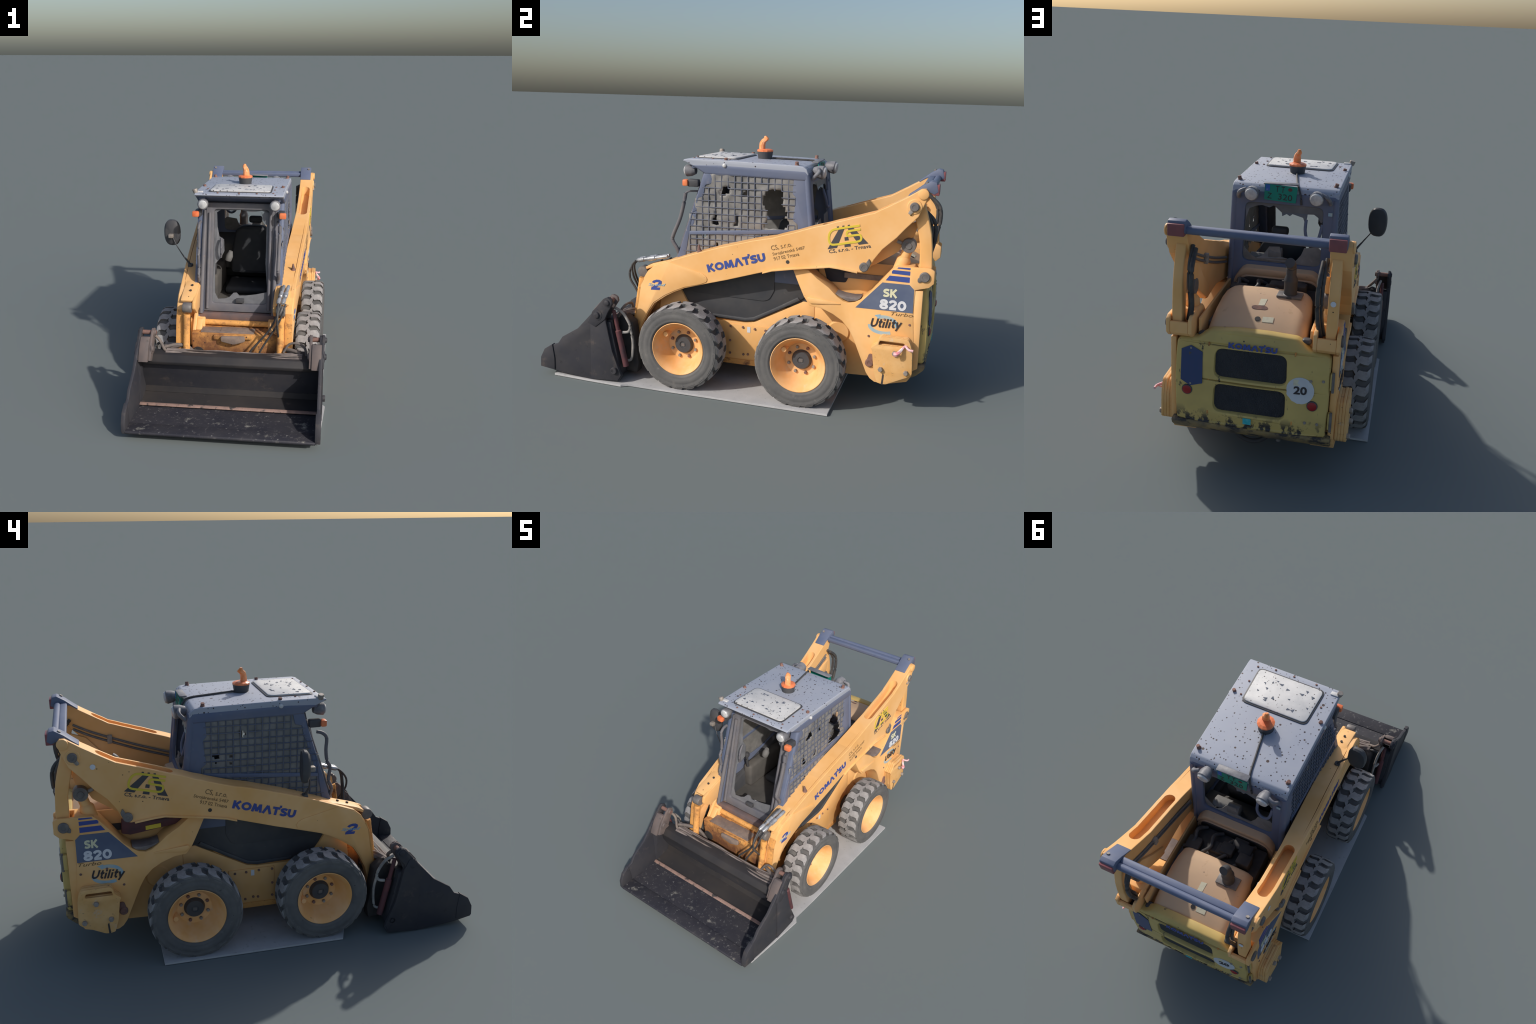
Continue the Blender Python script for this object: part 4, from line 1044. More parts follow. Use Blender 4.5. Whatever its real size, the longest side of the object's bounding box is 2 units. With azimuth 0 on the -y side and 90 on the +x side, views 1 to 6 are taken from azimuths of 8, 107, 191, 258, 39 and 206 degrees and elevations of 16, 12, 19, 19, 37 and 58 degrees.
tube("draped_hose", [(-0.37, -0.56, 0.335), (-0.40, -0.55, 0.36), (-0.43, -0.56, 0.345)], 0.007, "hose", ROOT, 8)

# quick couplers and hoses on the right arm nose
for dx in (0.0, 0.026):
    d = Vector((-0.02, -0.20, -0.045)).normalized()
    cpl = lathe("hose_coupler", [(0, 0), (0.009, 0), (0.011, 0.02), (0.009, 0.05), (0.009, 0.07), (0.013, 0.075), (0.013, 0.115), (0.009, 0.12), (0.009, 0.14), (0.012, 0.142), (0.012, 0.175), (0.007, 0.185), (0, 0.185)], (0.264 + dx, -0.355, 0.652), d, "bright_steel", ROOT, 14)
    tube("dangling_hose", [(0.261 + dx, -0.537, 0.611), (0.252 + dx, -0.562, 0.580), (0.230 + dx, -0.565, 0.52), (0.195 + dx, -0.555, 0.455), (0.140 + dx * 1.5, -0.548, 0.385), (0.100 + dx * 2, -0.545, 0.335), (0.090 + dx * 2, -0.535, 0.300), (0.100 + dx * 2, -0.515, 0.27)], 0.0055, "hose", ROOT, 8)
tube("dangling_hose", [(0.25, -0.36, 0.650), (0.248, -0.42, 0.642), (0.248, -0.50, 0.622), (0.248, -0.55, 0.600), (0.248, -0.588, 0.552), (0.248, -0.589, 0.503), (0.248, -0.567, 0.466), (0.25, -0.535, 0.42)], 0.0060, "hose", ROOT, 8)

# ------------------------------------------------------------------ cab
def front_y(z):
    return -0.532 + 0.327 * z
cab_roof = prism("cab_roof", [(-0.290, 1.142), (-0.284, 1.150), (-0.262, 1.155), (-0.05, 1.155), (0.30, 1.149), (0.335, 1.145), (0.352, 1.132), (0.360, 1.110), (0.362, 1.090), (-0.168, 1.088), (-0.215, 1.112), (-0.280, 1.140)],
                 -0.250, 0.250, "roof", ROOT, 0.020, 4, 60)
prism("roof_skirt", [(-0.17, 1.082), (-0.22, 1.110), (-0.26, 1.128), (-0.10, 1.134), (0.345, 1.126), (0.363, 1.108), (0.366, 1.075)], -0.2515, 0.2515, "cab", cab_roof, 0.014, 3, 60)
hatch = prism_z("roof_hatch", roundpoly([(-0.172, -0.240), (0.172, -0.240), (0.165, -0.030), (-0.165, -0.030)], 0.028, 6), 1.150, 1.1645 , "hatch", cab_roof, 0.004)
prism_z("hatch_seal", roundpoly([(-0.180, -0.248), (0.180, -0.248), (0.173, -0.021), (-0.173, -0.021)], 0.032, 6), 1.145, 1.1590, "black", hatch, 0.002)
rr = random.Random(5)
for k in range(17):
    x, y, a, sz = rr.uniform(-0.14, 0.14), rr.uniform(-0.21, -0.06), rr.uniform(0, 6.3), rr.uniform(0.006, 0.013)
    prism_z("hatch_chip", [(x + sz * cos(a + t), y + sz * 0.8 * sin(a + t)) for t in (0, 2.0, 3.6)], 1.162, 1.1662, "chip", hatch)
for i, (x, y) in enumerate(((0.225, -0.066), (-0.225, -0.067), (0.226, 0.297), (-0.225, 0.295))):
    lathe("roof_stud", [(0, 0), (0.013, 0), (0.011, 0.012), (0.009, 0.014), (0.009, 0.026), (0, 0.027)], (x, y, 1.140), (0.25 if x > 0 else -0.25, 0, 1), "rust", cab_roof, 12)
for x, y in ((0.0, -0.268), (0.10, -0.268), (-0.12, -0.268), (0.19, -0.25), (0.19, -0.06), (-0.195, -0.15), (0.19, -0.15)):
    lathe("roof_rivet", [(0, 0), (0.006, 0), (0.005, 0.004), (0, 0.004)], (x, y, 1.1545), "z", "rust", cab_roof, 8)
box("corner_clip", (-0.245, -0.262, 1.153), (-0.205, -0.240, 1.161), "hatch", cab_roof, 0.003)
lathe("corner_bolt", [(0, 0), (0.013, 0), (0.015, 0.02), (0.013, 0.024), (0, 0.024)], (-0.245, -0.258, 1.150), (-0.3, 0, 1), "pale_steel", cab_roof, 10)
for s in SIDES:
    lathe("marker_lamp", [(0, 0), (0.011, 0), (0.0095, 0.006), (0.005, 0.009), (0, 0.010)], (s * 0.2505, -0.066, 1.130), (s, 0, 0.2), "lens_white", cab_roof, 16)
# beacon
bc = lathe("beacon", [(0, 0), (0.040, 0.0), (0.036, 0.003), (0.041, 0.034), (0.042, 0.038), (0.0, 0.038)], (-0.007, 0.067, 1.152), "z", "black", cab_roof, 24)
lathe("beacon_ring", [(0, 0), (0.0425, 0), (0.043, 0.008), (0.030, 0.014), (0.0, 0.016)], (-0.007, 0.067, 1.190), "z", "lens_orange", bc, 12, 10)
bm = bmesh.new()
cl = [(0.000, 0.052, 1.203, 0.020, 0.016), (0.000, 0.052, 1.222, 0.019, 0.016), (-0.002, 0.055, 1.238, 0.017, 0.016), (-0.008, 0.065, 1.250, 0.016, 0.020), (-0.012, 0.070, 1.259, 0.012, 0.014), (-0.011, 0.066, 1.270, 0.007, 0.006)]
rings = []
for x, y, z, a, b in cl:
    rings.append([bm.verts.new((x + a * cos(2 * pi * k / 9) * (1 + 0.15 * noise.noise(Vector((k, z * 40, 0)))), y + b * sin(2 * pi * k / 9), z)) for k in range(9)])
for a, b in zip(rings, rings[1:]):
    for k in range(9):
        bm.faces.new((a[k], a[(k + 1) % 9], b[(k + 1) % 9], b[k]))
bm.faces.new(rings[-1]); bm.faces.new(rings[0][::-1])
link("beacon_shell", mesh_of(bm, "beacon_shell"), "beacon_glow", bc, 35)
tube("beacon_cable", [(-0.012, 0.105, 1.158), (-0.02, 0.16, 1.157), (-0.035, 0.24, 1.155), (-0.05, 0.32, 1.152), (-0.062, 0.352, 1.142), (-0.075, 0.372, 1.11), (-0.08, 0.374, 1.07)], 0.005, "hose", cab_roof, 8)

# side walls with the guarded window
WR = [(-0.124, 1.085), (0.289, 1.094), (0.284, 1.012), (0.303, 0.992), (0.297, 0.936), (0.290, 0.880), (0.316, 0.862), (0.320, 0.700), (0.10, 0.640), (-0.274, 0.640), (-0.256, 0.755), (-0.240, 0.860), (-0.235, 0.885), (-0.212, 0.895), (-0.205, 0.960), (-0.178, 0.968), (-0.169, 1.028), (-0.135, 1.035)]
OUT = [(-0.345, 0.560), (-0.175, 1.084), (-0.10, 1.105), (0.345, 1.100), (0.362, 1.070), (0.398, 0.720), (0.398, 0.560)]
BIG = [(0.128, 0.981), (0.162, 1.021), (0.235, 1.021), (0.236, 0.969), (0.263, 0.91), (0.249, 0.889), (0.279, 0.863), (0.241, 0.832), (0.152, 0.834), (0.155, 0.911)]
HR = [BIG, [(-0.102, 0.975), (-0.077, 1.020), (-0.039, 1.023), (-0.041, 0.989)], [(-0.126, 0.832), (-0.121, 0.892), (-0.101, 0.903), (-0.100, 0.834)], [(-0.20, 0.77), (-0.17, 0.785), (-0.165, 0.765)],
      [(0.02, 0.985), (0.05, 1.012), (0.06, 0.985)], [(-0.01, 0.83), (0.005, 0.90), (0.012, 0.83)], [(0.10, 1.035), (0.13, 1.045), (0.125, 1.03)], [(-0.14, 0.705), (-0.10, 0.735), (-0.09, 0.70)]]
HL = [[(0.100, 1.010), (0.117, 1.028), (0.134, 1.02), (0.12, 0.995)], [(0.222, 0.902), (0.232, 0.920), (0.258, 0.918), (0.25, 0.895)], [(0.162, 0.898), (0.165, 0.916), (0.182, 0.915), (0.182, 0.899)], [(0.225, 0.866), (0.236, 0.884), (0.252, 0.88)], [(0.162, 0.86), (0.17, 0.88), (0.18, 0.866)]]
def wallx(z):
    return 0.2475 + 0.006 * (1.1 - z)
for s in SIDES:
    holes = HR if s > 0 else HL
    wall = plate("cab_side", roundpoly(OUT, 0.012), [roundpoly(WR, 0.008, 3)], 0.018, lambda a, b, c, s=s: Vector((s * (wallx(b) - 0.009 + c), a, b)), "cab", ROOT, 0.003)
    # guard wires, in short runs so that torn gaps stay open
    bm = bmesh.new()
    P = 0.0345
    def bar_seg(p, q, r=0.0034):
        mid = ((p[0] + q[0]) / 2, (p[1] + q[1]) / 2)
        if not inside(mid, WR):
            return
        for h in holes:
            if inside(mid, h):
                return
        a = Vector((s * (wallx(p[1]) - 0.0015), p[0], p[1])); b = Vector((s * (wallx(q[1]) - 0.0015), q[0], q[1]))
        tube_bm(bm, [a, b], r, 6)
    ny, nz = 24, 17
    for i in range(ny):
        for j in range(nz):
            y = -0.32 + i * P + 0.10 * (0 if True else 0)
            z = 0.62 + j * P * 0.96
            skew = -0.02 * (z - 0.9)
            y_ = y + skew
            dz = 0.014 * (y - 0.0)
            bar_seg((y_, z + dz), (y_ + P, z + dz + 0.014 * P), 0.0029)
            bar_seg((y_, z + dz), (y_ - 0.02 * P, z + dz + P * 0.96), 0.0029)
    g = link("window_guard", mesh_of(bm, "window_guard"), "guard", wall, 60)
    g["kind"] = "stuff"
    prism("guard_rail", [(-0.250, 0.787), (0.310, 0.836), (0.310, 0.814), (-0.253, 0.768)], lambda y, z, s=s: s * (wallx(z) - 0.012), lambda y, z, s=s: s * (wallx(z) + 0.003), "cab", wall, 0.003)
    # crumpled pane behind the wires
    bm = bmesh.new()
    st = 0.0115
    ys = [-0.29 + st * i for i in range(54)]; zs = [0.60 + st * j for j in range(44)]
    grid = {}
    for i, y in enumerate(ys):
        for j, z in enumerate(zs):
            d = 0.0045 * noise.noise(Vector((y * 28, z * 28, s * 4))) + 0.005 * noise.noise(Vector((y * 9, z * 9, s)))
            jy = st * 0.45 * noise.noise(Vector((y * 90, z * 90, 1))); jz = st * 0.45 * noise.noise(Vector((y * 90, z * 90, 9)))
            grid[i, j] = ((s * (wallx(z) - (0.0030 if s > 0 else 0.0050) + d * (1 if s > 0 else 0.4)), y + jy, z + jz))
    vs = {}
    for i in range(len(ys) - 1):
        for j in range(len(zs) - 1):
            c = (ys[i] + st / 2, zs[j] + st / 2)
            big = [(x * 1.0, z) for x, z in WR]
            if not inside(c, big) and not inside((c[0] + 0.012, c[1]), big) and not inside((c[0] - 0.012, c[1]), big) and not inside((c[0], c[1] - 0.012), big):
                continue
            if any(inside(c, h) for h in holes):
                continue
            q = []
            for k in ((i, j), (i + 1, j), (i + 1, j + 1), (i, j + 1)):
                if k not in vs:
                    vs[k] = bm.verts.new(grid[k])
                q.append(vs[k])
            bm.faces.new(q)
    pane = link("side_pane", mesh_of(bm, "side_pane"), "pane", wall, 30)
    md = pane.modifiers.new("thick", "SOLIDIFY"); md.thickness = 0.003
# lower body of the cab (hidden behind the arms) and floor
prism("cab_floor", [(-0.38, 0.44), (-0.36, 0.47), (0.395, 0.47), (0.395, 0.44)], -0.235, 0.235, "interior", ROOT, 0.002)
for s in SIDES:
    prism("cab_lower_side", [(-0.385, 0.44), (-0.345, 0.57), (0.398, 0.58), (0.398, 0.44)], s * 0.222, s * 0.240, "black", ROOT, 0.003)
# front posts, sill, door frame
for s in SIDES:
    post = prism("front_post", [(front_y(0.44) + 0.006, 0.44), (front_y(1.09) - 0.002, 1.095), (front_y(1.09) + 0.032, 1.095), (front_y(0.44) + 0.05, 0.44)], s * 0.196, s * 0.246, "cab", ROOT, 0.010, 3)
    tube("door_seal", [(s * 0.207, front_y(0.48) - 0.000, 0.48), (s * 0.206, front_y(0.80) - 0.004, 0.80), (s * 0.203, front_y(1.04) - 0.002, 1.04)], 0.0125, "door_frame", post, 10)
box("front_sill", (-0.215, -0.378, 0.444), (0.215, -0.340, 0.482), "sill", ROOT, 0.008)
def fdoor(z):
    """the door hangs a little steeper than the posts"""
    return -0.337 + 0.245 * (z - 0.48)
dmap = lambda a, b, c: Vector((a, fdoor(b) + c, b))
DOOR_O = [(-0.196, 0.484), (0.196, 0.484), (0.196, 1.085), (-0.196, 1.085)]
DOOR_I = [(-0.150, 0.528), (0.162, 0.528), (0.166, 1.05), (-0.150, 1.05)]
door = plate("door_frame", DOOR_O, [roundpoly(DOOR_I, 0.02)], 0.022, dmap, "door_frame", ROOT, 0.004)
for s in SIDES:
    tube("door_tube", [(s * 0.176, fdoor(0.50) - 0.014, 0.50), (s * 0.174, fdoor(1.03) - 0.014, 1.03)], 0.0095, "door_frame", door, 10, 0)
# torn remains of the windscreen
pl1 = [(-0.152, 0.526), (0.164, 0.526), (0.166, 0.595), (0.10, 0.580), (0.045, 0.572), (0.005, 0.570), (-0.012, 0.585), (-0.03, 0.583), (-0.052, 0.560), (-0.075, 0.552), (-0.118, 0.548), (-0.136, 0.580), (-0.140, 0.69), (-0.138, 0.745), (-0.105, 0.780), (-0.088, 0.815), (-0.092, 0.880), (-0.120, 0.895), (-0.132, 0.95), (-0.138, 1.04), (-0.152, 1.052)]
plate("windscreen_remnant", pl1, [], 0.004, lambda a, b, c: Vector((a, fdoor(b) + 0.008 + c + 0.006 * noise.noise(Vector((a * 16, b * 16, 2))), b)), "pane_dark", door)
plate("windscreen_remnant", [(0.168, 0.58), (0.168, 1.05), (0.155, 1.05), (0.140, 1.045), (0.125, 1.02), (0.118, 1.038), (0.13, 0.99), (0.150, 0.965), (0.150, 0.75), (0.158, 0.66)], [], 0.004, lambda a, b, c: Vector((a, fdoor(b) + 0.008 + c, b)), "pane_dark", door)
plate("windscreen_remnant", [(-0.152, 1.056), (0.168, 1.056), (0.168, 1.03), (0.12, 1.043), (0.06, 1.034), (0.0, 1.046), (-0.05, 1.040), (-0.11, 1.046), (-0.152, 1.02)], [], 0.004, lambda a, b, c: Vector((a, fdoor(b) + 0.008 + c, b)), "pane_dark", door)
tube("door_handle", [(-0.105, fdoor(0.78) - 0.012, 0.785), (-0.100, fdoor(0.82) - 0.030, 0.82), (-0.100, fdoor(0.86) - 0.030, 0.865), (-0.105, fdoor(0.89) - 0.012, 0.89)], 0.007, "door_frame", door, 8)
box("door_latch", (-0.012, fdoor(0.545) - 0.022, 0.535), (0.035, fdoor(0.545) + 0.0, 0.560), "black", door, 0.004)
# bent strip standing off the left door edge
tube("door_strip", [(-0.222, -0.25, 0.985), (-0.225, -0.279, 0.976), (-0.225, -0.299, 0.950), (-0.225, -0.297, 0.890), (-0.225, -0.304, 0.834), (-0.225, -0.320, 0.800), (-0.225, -0.313, 0.735), (-0.224, -0.33, 0.690), (-0.222, -0.32, 0.65)], 0.009, "door_frame", door, 8)
tube("door_strip", [(0.232, -0.280, 0.978), (0.232, -0.291, 0.918), (0.230, -0.312, 0.842), (0.230, -0.345, 0.764), (0.230, -0.353, 0.727), (0.230, -0.328, 0.687), (0.226, -0.318, 0.66)], 0.0105, "door_frame", door, 8)
tube("door_strip", [(0.216, -0.215, 0.99), (0.226, -0.26, 0.988), (0.232, -0.280, 0.978)], 0.005, "door_frame", door, 8)
# front lamps and indicators
for s in SIDES:
    lb = lathe("work_lamp", [(0, 0.0), (0.020, 0.0), (0.029, 0.022), (0.031, 0.048), (0.028, 0.052), (0.0, 0.055)], (s * 0.203, -0.236, 1.094), (0, -1, -0.08), "lamp_body", ROOT, 12)
    lathe("lamp_lens", [(0, 0), (0.0265, 0), (0.022, 0.007), (0.010, 0.011), (0, 0.0115)], (s * 0.203, -0.287, 1.090), (0, -1, -0.08), "lens_white", lb, 14)
    box("lamp_bracket", (s * 0.212 - 0.018, -0.25, 1.105), (s * 0.212 + 0.018, -0.20, 1.14), "cab", lb, 0.006)
    box("indicator_base", (s * 0.236 - 0.018, -0.262, 1.014), (s * 0.236 + 0.018, -0.205, 1.052), "black", lb, 0.006)
    box("indicator_lens", (s * 0.246 - 0.019, -0.287, 1.017), (s * 0.246 + 0.019, -0.258, 1.050), "lens_orange", lb, 0.007)
# rear wall
def rear_y(z):
    return 0.362 + 0.1125 * (1.11 - z)
rmap = lambda a, b, c: Vector((a, rear_y(b) - 0.010 + c, b))
RW = roundpoly([(-0.186, 0.785), (0.186, 0.785), (0.182, 1.062), (-0.182, 1.062)], 0.03, 5)
rear = plate("cab_rear", roundpoly([(-0.249, 0.56), (0.249, 0.56), (0.2495, 1.09), (0.24, 1.115), (-0.24, 1.115), (-0.2495, 1.09)], 0.02), [RW], 0.022, rmap, "cab", ROOT, 0.006)
for s in SIDES:
    tube("corner_post", [(s * 0.238, rear_y(0.58) - 0.012, 0.58), (s * 0.237, rear_y(0.85) - 0.010, 0.85), (s * 0.236, rear_y(1.10) - 0.012, 1.10)], 0.0165, "cab", rear, 12, 0)
gm = lambda a, b, c: Vector((a, rear_y(b) - 0.012 + c + 0.012 * noise.noise(Vector((a * 14, b * 14, 7))), b))
plate("rear_pane", [(-0.187, 1.065), (0.187, 1.065), (0.184, 0.92), (0.176, 0.99), (0.165, 1.03), (0.13, 1.045), (0.105, 1.05), (0.07, 1.042), (0.05, 1.052), (0.012, 1.022), (0.008, 1.006), (-0.012, 1.018), (-0.028, 1.010), (-0.04, 1.02), (-0.09, 1.008), (-0.105, 0.975), (-0.11, 1.025), (-0.14, 1.027), (-0.16, 1.015), (-0.175, 0.99), (-0.187, 1.0)], [], 0.004, gm, "pane_dark", rear)
plate("rear_pane", [(-0.188, 0.783), (0.188, 0.783), (0.186, 0.85), (0.15, 0.815), (0.12, 0.800), (0.09, 0.812), (0.072, 0.84), (0.060, 0.858), (0.01, 0.862), (0.002, 0.815), (-0.03, 0.81), (-0.07, 0.802), (-0.092, 0.83), (-0.105, 0.865), (-0.17, 0.875), (-0.188, 0.86)], [], 0.004, gm, "pane", rear)
tube("hanging_strap", [(-0.105, rear_y(1.0) - 0.012, 1.0), (-0.106, rear_y(0.95), 0.95), (-0.118, rear_y(0.915), 0.915), (-0.145, rear_y(0.90), 0.902), (-0.17, rear_y(0.925), 0.922), (-0.182, rear_y(0.98) - 0.008, 0.985)], 0.0075, "cab", rear, 8)
for s in SIDES:
    lb = lathe("work_lamp", [(0, 0.0), (0.020, 0.0), (0.031, 0.025), (0.034, 0.050), (0.030, 0.055), (0, 0.056)], (s * 0.150 - 0.006, 0.362, 1.118), (0.06, 1, -0.12), "lamp_body", ROOT, 12)
    lathe("lamp_lens", [(0, 0), (0.030, 0), (0.026, 0.007), (0.010, 0.011), (0, 0.0115)], (s * 0.150 - 0.003, 0.417, 1.111), (0.06, 1, -0.12), "lens_white", lb, 14)
    tube("lamp_arm", [(s * 0.215, 0.372, 1.085), (s * 0.205, 0.40, 1.115), (s * 0.175, 0.395, 1.130)], 0.010, "lamp_body", lb, 8)
ptilt = radians(-3)
pm = lambda a, b, c: Vector((0.094 - a * cos(ptilt) + b * sin(ptilt), 0.374 + c + 0.0 * a, 1.083 + b * cos(ptilt) + a * sin(ptilt)))
pl0 = plate("number_plate", roundpoly([(0, 0), (0.148, 0), (0.150, 0.076), (-0.002, 0.074)], 0.004), [], 0.004, lambda a, b, c: pm(a, b, c), "green", ROOT)
def plate_bit(me, a0, b0, mat):
    put(me, lambda a, b, h: pm(a + a0, b + b0, 0.002 + h), "plate_marking", mat, pl0)
plate_bit(flat_shape([(0, 0), (0.020, 0), (0.020, 0.030), (0, 0.030)]), 0.002, 0.042, "plate_blue")
plate_bit(text_mesh("SK", 0.010, 0.006), 0.006, 0.046, "white")
plate_bit(text_mesh("T T", 0.042, 0.028), 0.050, 0.042, "ink")
plate_bit(text_mesh("Z", 0.020, 0.026), 0.014, 0.008, "ink")
plate_bit(text_mesh("320", 0.066, 0.028), 0.064, 0.008, "ink")
plate_bit(flat_shape([(0.011 + 0.010 * cos(t * pi / 6), 0.008 * sin(t * pi / 6)) for t in range(12)]), 0.106, 0.060, "red")
prism_y("plate_visor", [(0.100, 1.159), (-0.062, 1.164), (-0.062, 1.157), (0.100, 1.152)], 0.340, 0.376, "lamp_body", pl0, 0.004)
box("rear_sticker", (-0.226, 0.3755, 1.030), (-0.207, 0.3785, 1.046), "sky_blue", rear, 0)

# interior
box("cab_back_wall", (-0.235, 0.392, 0.44), (0.235, 0.402, 0.62), "interior", ROOT, 0.001)
seat = plate("seat_back", roundpoly([(-0.115, 0.56), (-0.113, 0.68), (-0.088, 0.83), (-0.045, 0.862), (0.098, 0.860), (0.137, 0.81), (0.137, 0.70), (0.128, 0.56)], 0.03, 5), [], 0.07,
             lambda a, b, c: Vector((a, 0.20 + (b - 0.56) * 0.12 + c - 0.02 * cos(max(-1.5, min(1.5, a * 9))), b)), "seat", ROOT, 0.02)
put(text_mesh("KOMATSU", 0.085, 0.011), lambda a, b, h: Vector((-0.034 + a, 0.162 + 0.03 - h, 0.826 + b)), "lettering", "grey_trim", seat)
box("headrest", (-0.005, 0.21, 0.875), (0.078, 0.255, 0.918), "seat", seat, 0.015, 3)
box("seat_cushion", (-0.125, -0.02, 0.475), (0.135, 0.21, 0.525), "seat", seat, 0.025, 3)
box("seat_base", (-0.11, 0.0, 0.455), (0.12, 0.2, 0.48), "interior", seat, 0.01)
for s in SIDES:
    box("console", (s * 0.185 - 0.032, -0.12, 0.47), (s * 0.185 + 0.032, 0.24, 0.63), "interior", ROOT, 0.02, 3)
    tube("joystick", [(s * 0.165, -0.13, 0.64), (s * 0.160, -0.145, 0.70), (s * 0.155, -0.150, 0.735)], 0.009, "black", ROOT, 10)
    lathe("joystick_knob", [(0, -0.018), (0.014, -0.012), (0.017, 0.0), (0.013, 0.014), (0, 0.02)], (s * 0.154, -0.151, 0.745), (0, -0.1, 1), "black", ROOT, 14)
prism("parcel_shelf", [(0.26, 0.56), (0.26, 0.72), (0.385, 0.775), (0.390, 0.56)], -0.225, 0.225, "interior", ROOT, 0.01)
bl = prism("crumpled_cloth", roundpoly([(0.33, 0.75), (0.335, 0.83), (0.36, 0.855), (0.385, 0.84), (0.392, 0.77)], 0.01), 0.0, 0.062, "grey_trim", ROOT, 0.008)
prism("crumpled_cloth", roundpoly([(0.30, 0.75), (0.315, 0.80), (0.36, 0.82), (0.385, 0.80)], 0.01), 0.062, 0.15, "grey_trim", ROOT, 0.01)
box("floor_manual", (-0.015, -0.30, 0.47), (0.03, -0.24, 0.51), "white", ROOT, 0.002, mtx=Matrix.Rotation(0.5, 4, "X"))
box("warning_label", (-0.226, -0.24, 0.60), (-0.222, -0.205, 0.625), "logo_yellow", ROOT, 0)
prism("roof_lining", [(-0.16, 1.070), (0.34, 1.080), (0.34, 1.090), (-0.16, 1.086)], -0.235, 0.235, "interior", ROOT, 0.002)
lathe("coiled_cable", [(0, 0), (0.02, 0), (0.022, 0.03), (0.012, 0.06), (0, 0.06)], (-0.10, -0.04, 0.70), (0.3, 0, 1), "grey_trim", ROOT, 12)

# yellow cowl arch behind the cab
arch = []
for k in range(25):
    t = k / 24
    x = 0.212 * (1 - 2 * t)
    e = max(0, abs(x) - 0.150) / 0.062
    arch.append((x, 0.762 - 0.062 * e * e * (1 if e < 1 else 1)))
bm = bmesh.new()
sect = [(0.382, -0.20), (0.395, 0.0), (0.402, 0.008), (0.436, 0.0), (0.440, -0.006), (0.440, -0.026), (0.436, -0.032), (0.444, -0.036), (0.444, -0.20)]
rings = []
for x, z in arch:
    rings.append([bm.verts.new((x * (1 if dz > -0.1 else 1.02), y, (z + dz) if dz > -0.1 else 0.55)) for y, dz in sect])
for a, b in zip(rings, rings[1:]):
    for k in range(len(sect) - 1):
        bm.faces.new((a[k], a[k + 1], b[k + 1], b[k]))
bm.faces.new(rings[0]); bm.faces.new(rings[-1])
cowl = link("rear_cowl", mesh_of(bm, "rear_cowl"), "hood", ROOT, 40)
prism_y("cowl_vent", roundpoly([(-0.19, 0.56), (0.19, 0.56), (0.185, 0.705), (0.15, 0.724), (-0.15, 0.724), (-0.185, 0.705)], 0.02), 0.443, 0.449, "dark_metal", cowl)

# ------------------------------------------------------------------ engine bay and hood
bay = box("engine_block", (-0.20, 0.45, 0.50), (0.20, 0.66, 0.695), "dark_metal", ROOT, 0.02)
rb = random.Random(11)
for k in range(9):
    x = rb.uniform(-0.16, 0.16); y = rb.uniform(0.48, 0.58); z = 0.70 + rb.uniform(0, 0.015)
    box("engine_part", (x - rb.uniform(0.02, 0.05), y - 0.03, z - 0.02), (x + rb.uniform(0.02, 0.05), y + 0.03, z + rb.uniform(0.01, 0.045)), "dark_metal", bay, 0.008)
for k in range(4):
    x = -0.13 + 0.09 * k
    tube("engine_hose", [(x, 0.46, 0.70), (x + 0.03, 0.50, 0.728), (x + 0.02, 0.56, 0.725), (x + 0.06, 0.60, 0.70)], 0.010, "hose", bay, 8)
HY = [(0.605, 0.734, 0.188), (0.615, 0.745, 0.190), (0.66, 0.752, 0.196), (0.72, 0.747, 0.200), (0.78, 0.731, 0.203), (0.83, 0.713, 0.205), (0.88, 0.689, 0.206), (0.92, 0.664, 0.207), (0.945, 0.646, 0.207)]
bm = bmesh.new()
rings = []
for y, zt, hw in HY:
    row = []
    for k in range(33):
        u = -1 + 2 * k / 32
        if abs(u) < 0.62:
            x = u / 0.62 * (hw - 0.05); z = zt - 0.004 * (x / 0.15) ** 2
        else:
            t = (abs(u) - 0.62) / 0.38
            if t < 0.6:
                a = t / 0.6 * pi / 2
                x = (hw - 0.05) + 0.05 * sin(a); z = zt - 0.0035 - 0.05 * (1 - cos(a))
            else:
                x = hw + 0.006 * (t - 0.6) / 0.4; z = zt - 0.0535 - (zt - 0.0535 - 0.50) * (t - 0.6) / 0.4
            x = x if u > 0 else -x
        row.append(bm.verts.new((x, y + 0.002 * noise.noise(Vector((x * 30, 0, y))), z)))
    rings.append(row)
for a, b in zip(rings, rings[1:]):
    for k in range(32):
        bm.faces.new((a[k], a[k + 1], b[k + 1], b[k]))
bm.faces.new(rings[0][::-1]); bm.faces.new(rings[-1])
hood = link("engine_hood", mesh_of(bm, "engine_hood"), "hood", ROOT, 50)
ex = lathe("exhaust_pipe", [(0.036, -0.01), (0.036, 0.004), (0.029, 0.008), (0.029, 0.060), (0.031, 0.066), (0.029, 0.074), (0.022, 0.092), (0.021, 0.11), (0, 0.11)], (-0.100, 0.688, 0.750), (0.0, 0, 1), "black", hood, 24)
tube("exhaust_tip", [(-0.100, 0.688, 0.845), (-0.100, 0.688, 0.870), (-0.099, 0.695, 0.892), (-0.096, 0.712, 0.905)], lambda t: 0.022, "black", ex, 16)
box("exhaust_plate", (-0.155, 0.660, 0.7445), (-0.045, 0.722, 0.7565), "steel", hood, 0.003)
hz = lambda y: interp([(a, b) for a, b, c in HY], y)
tub = []
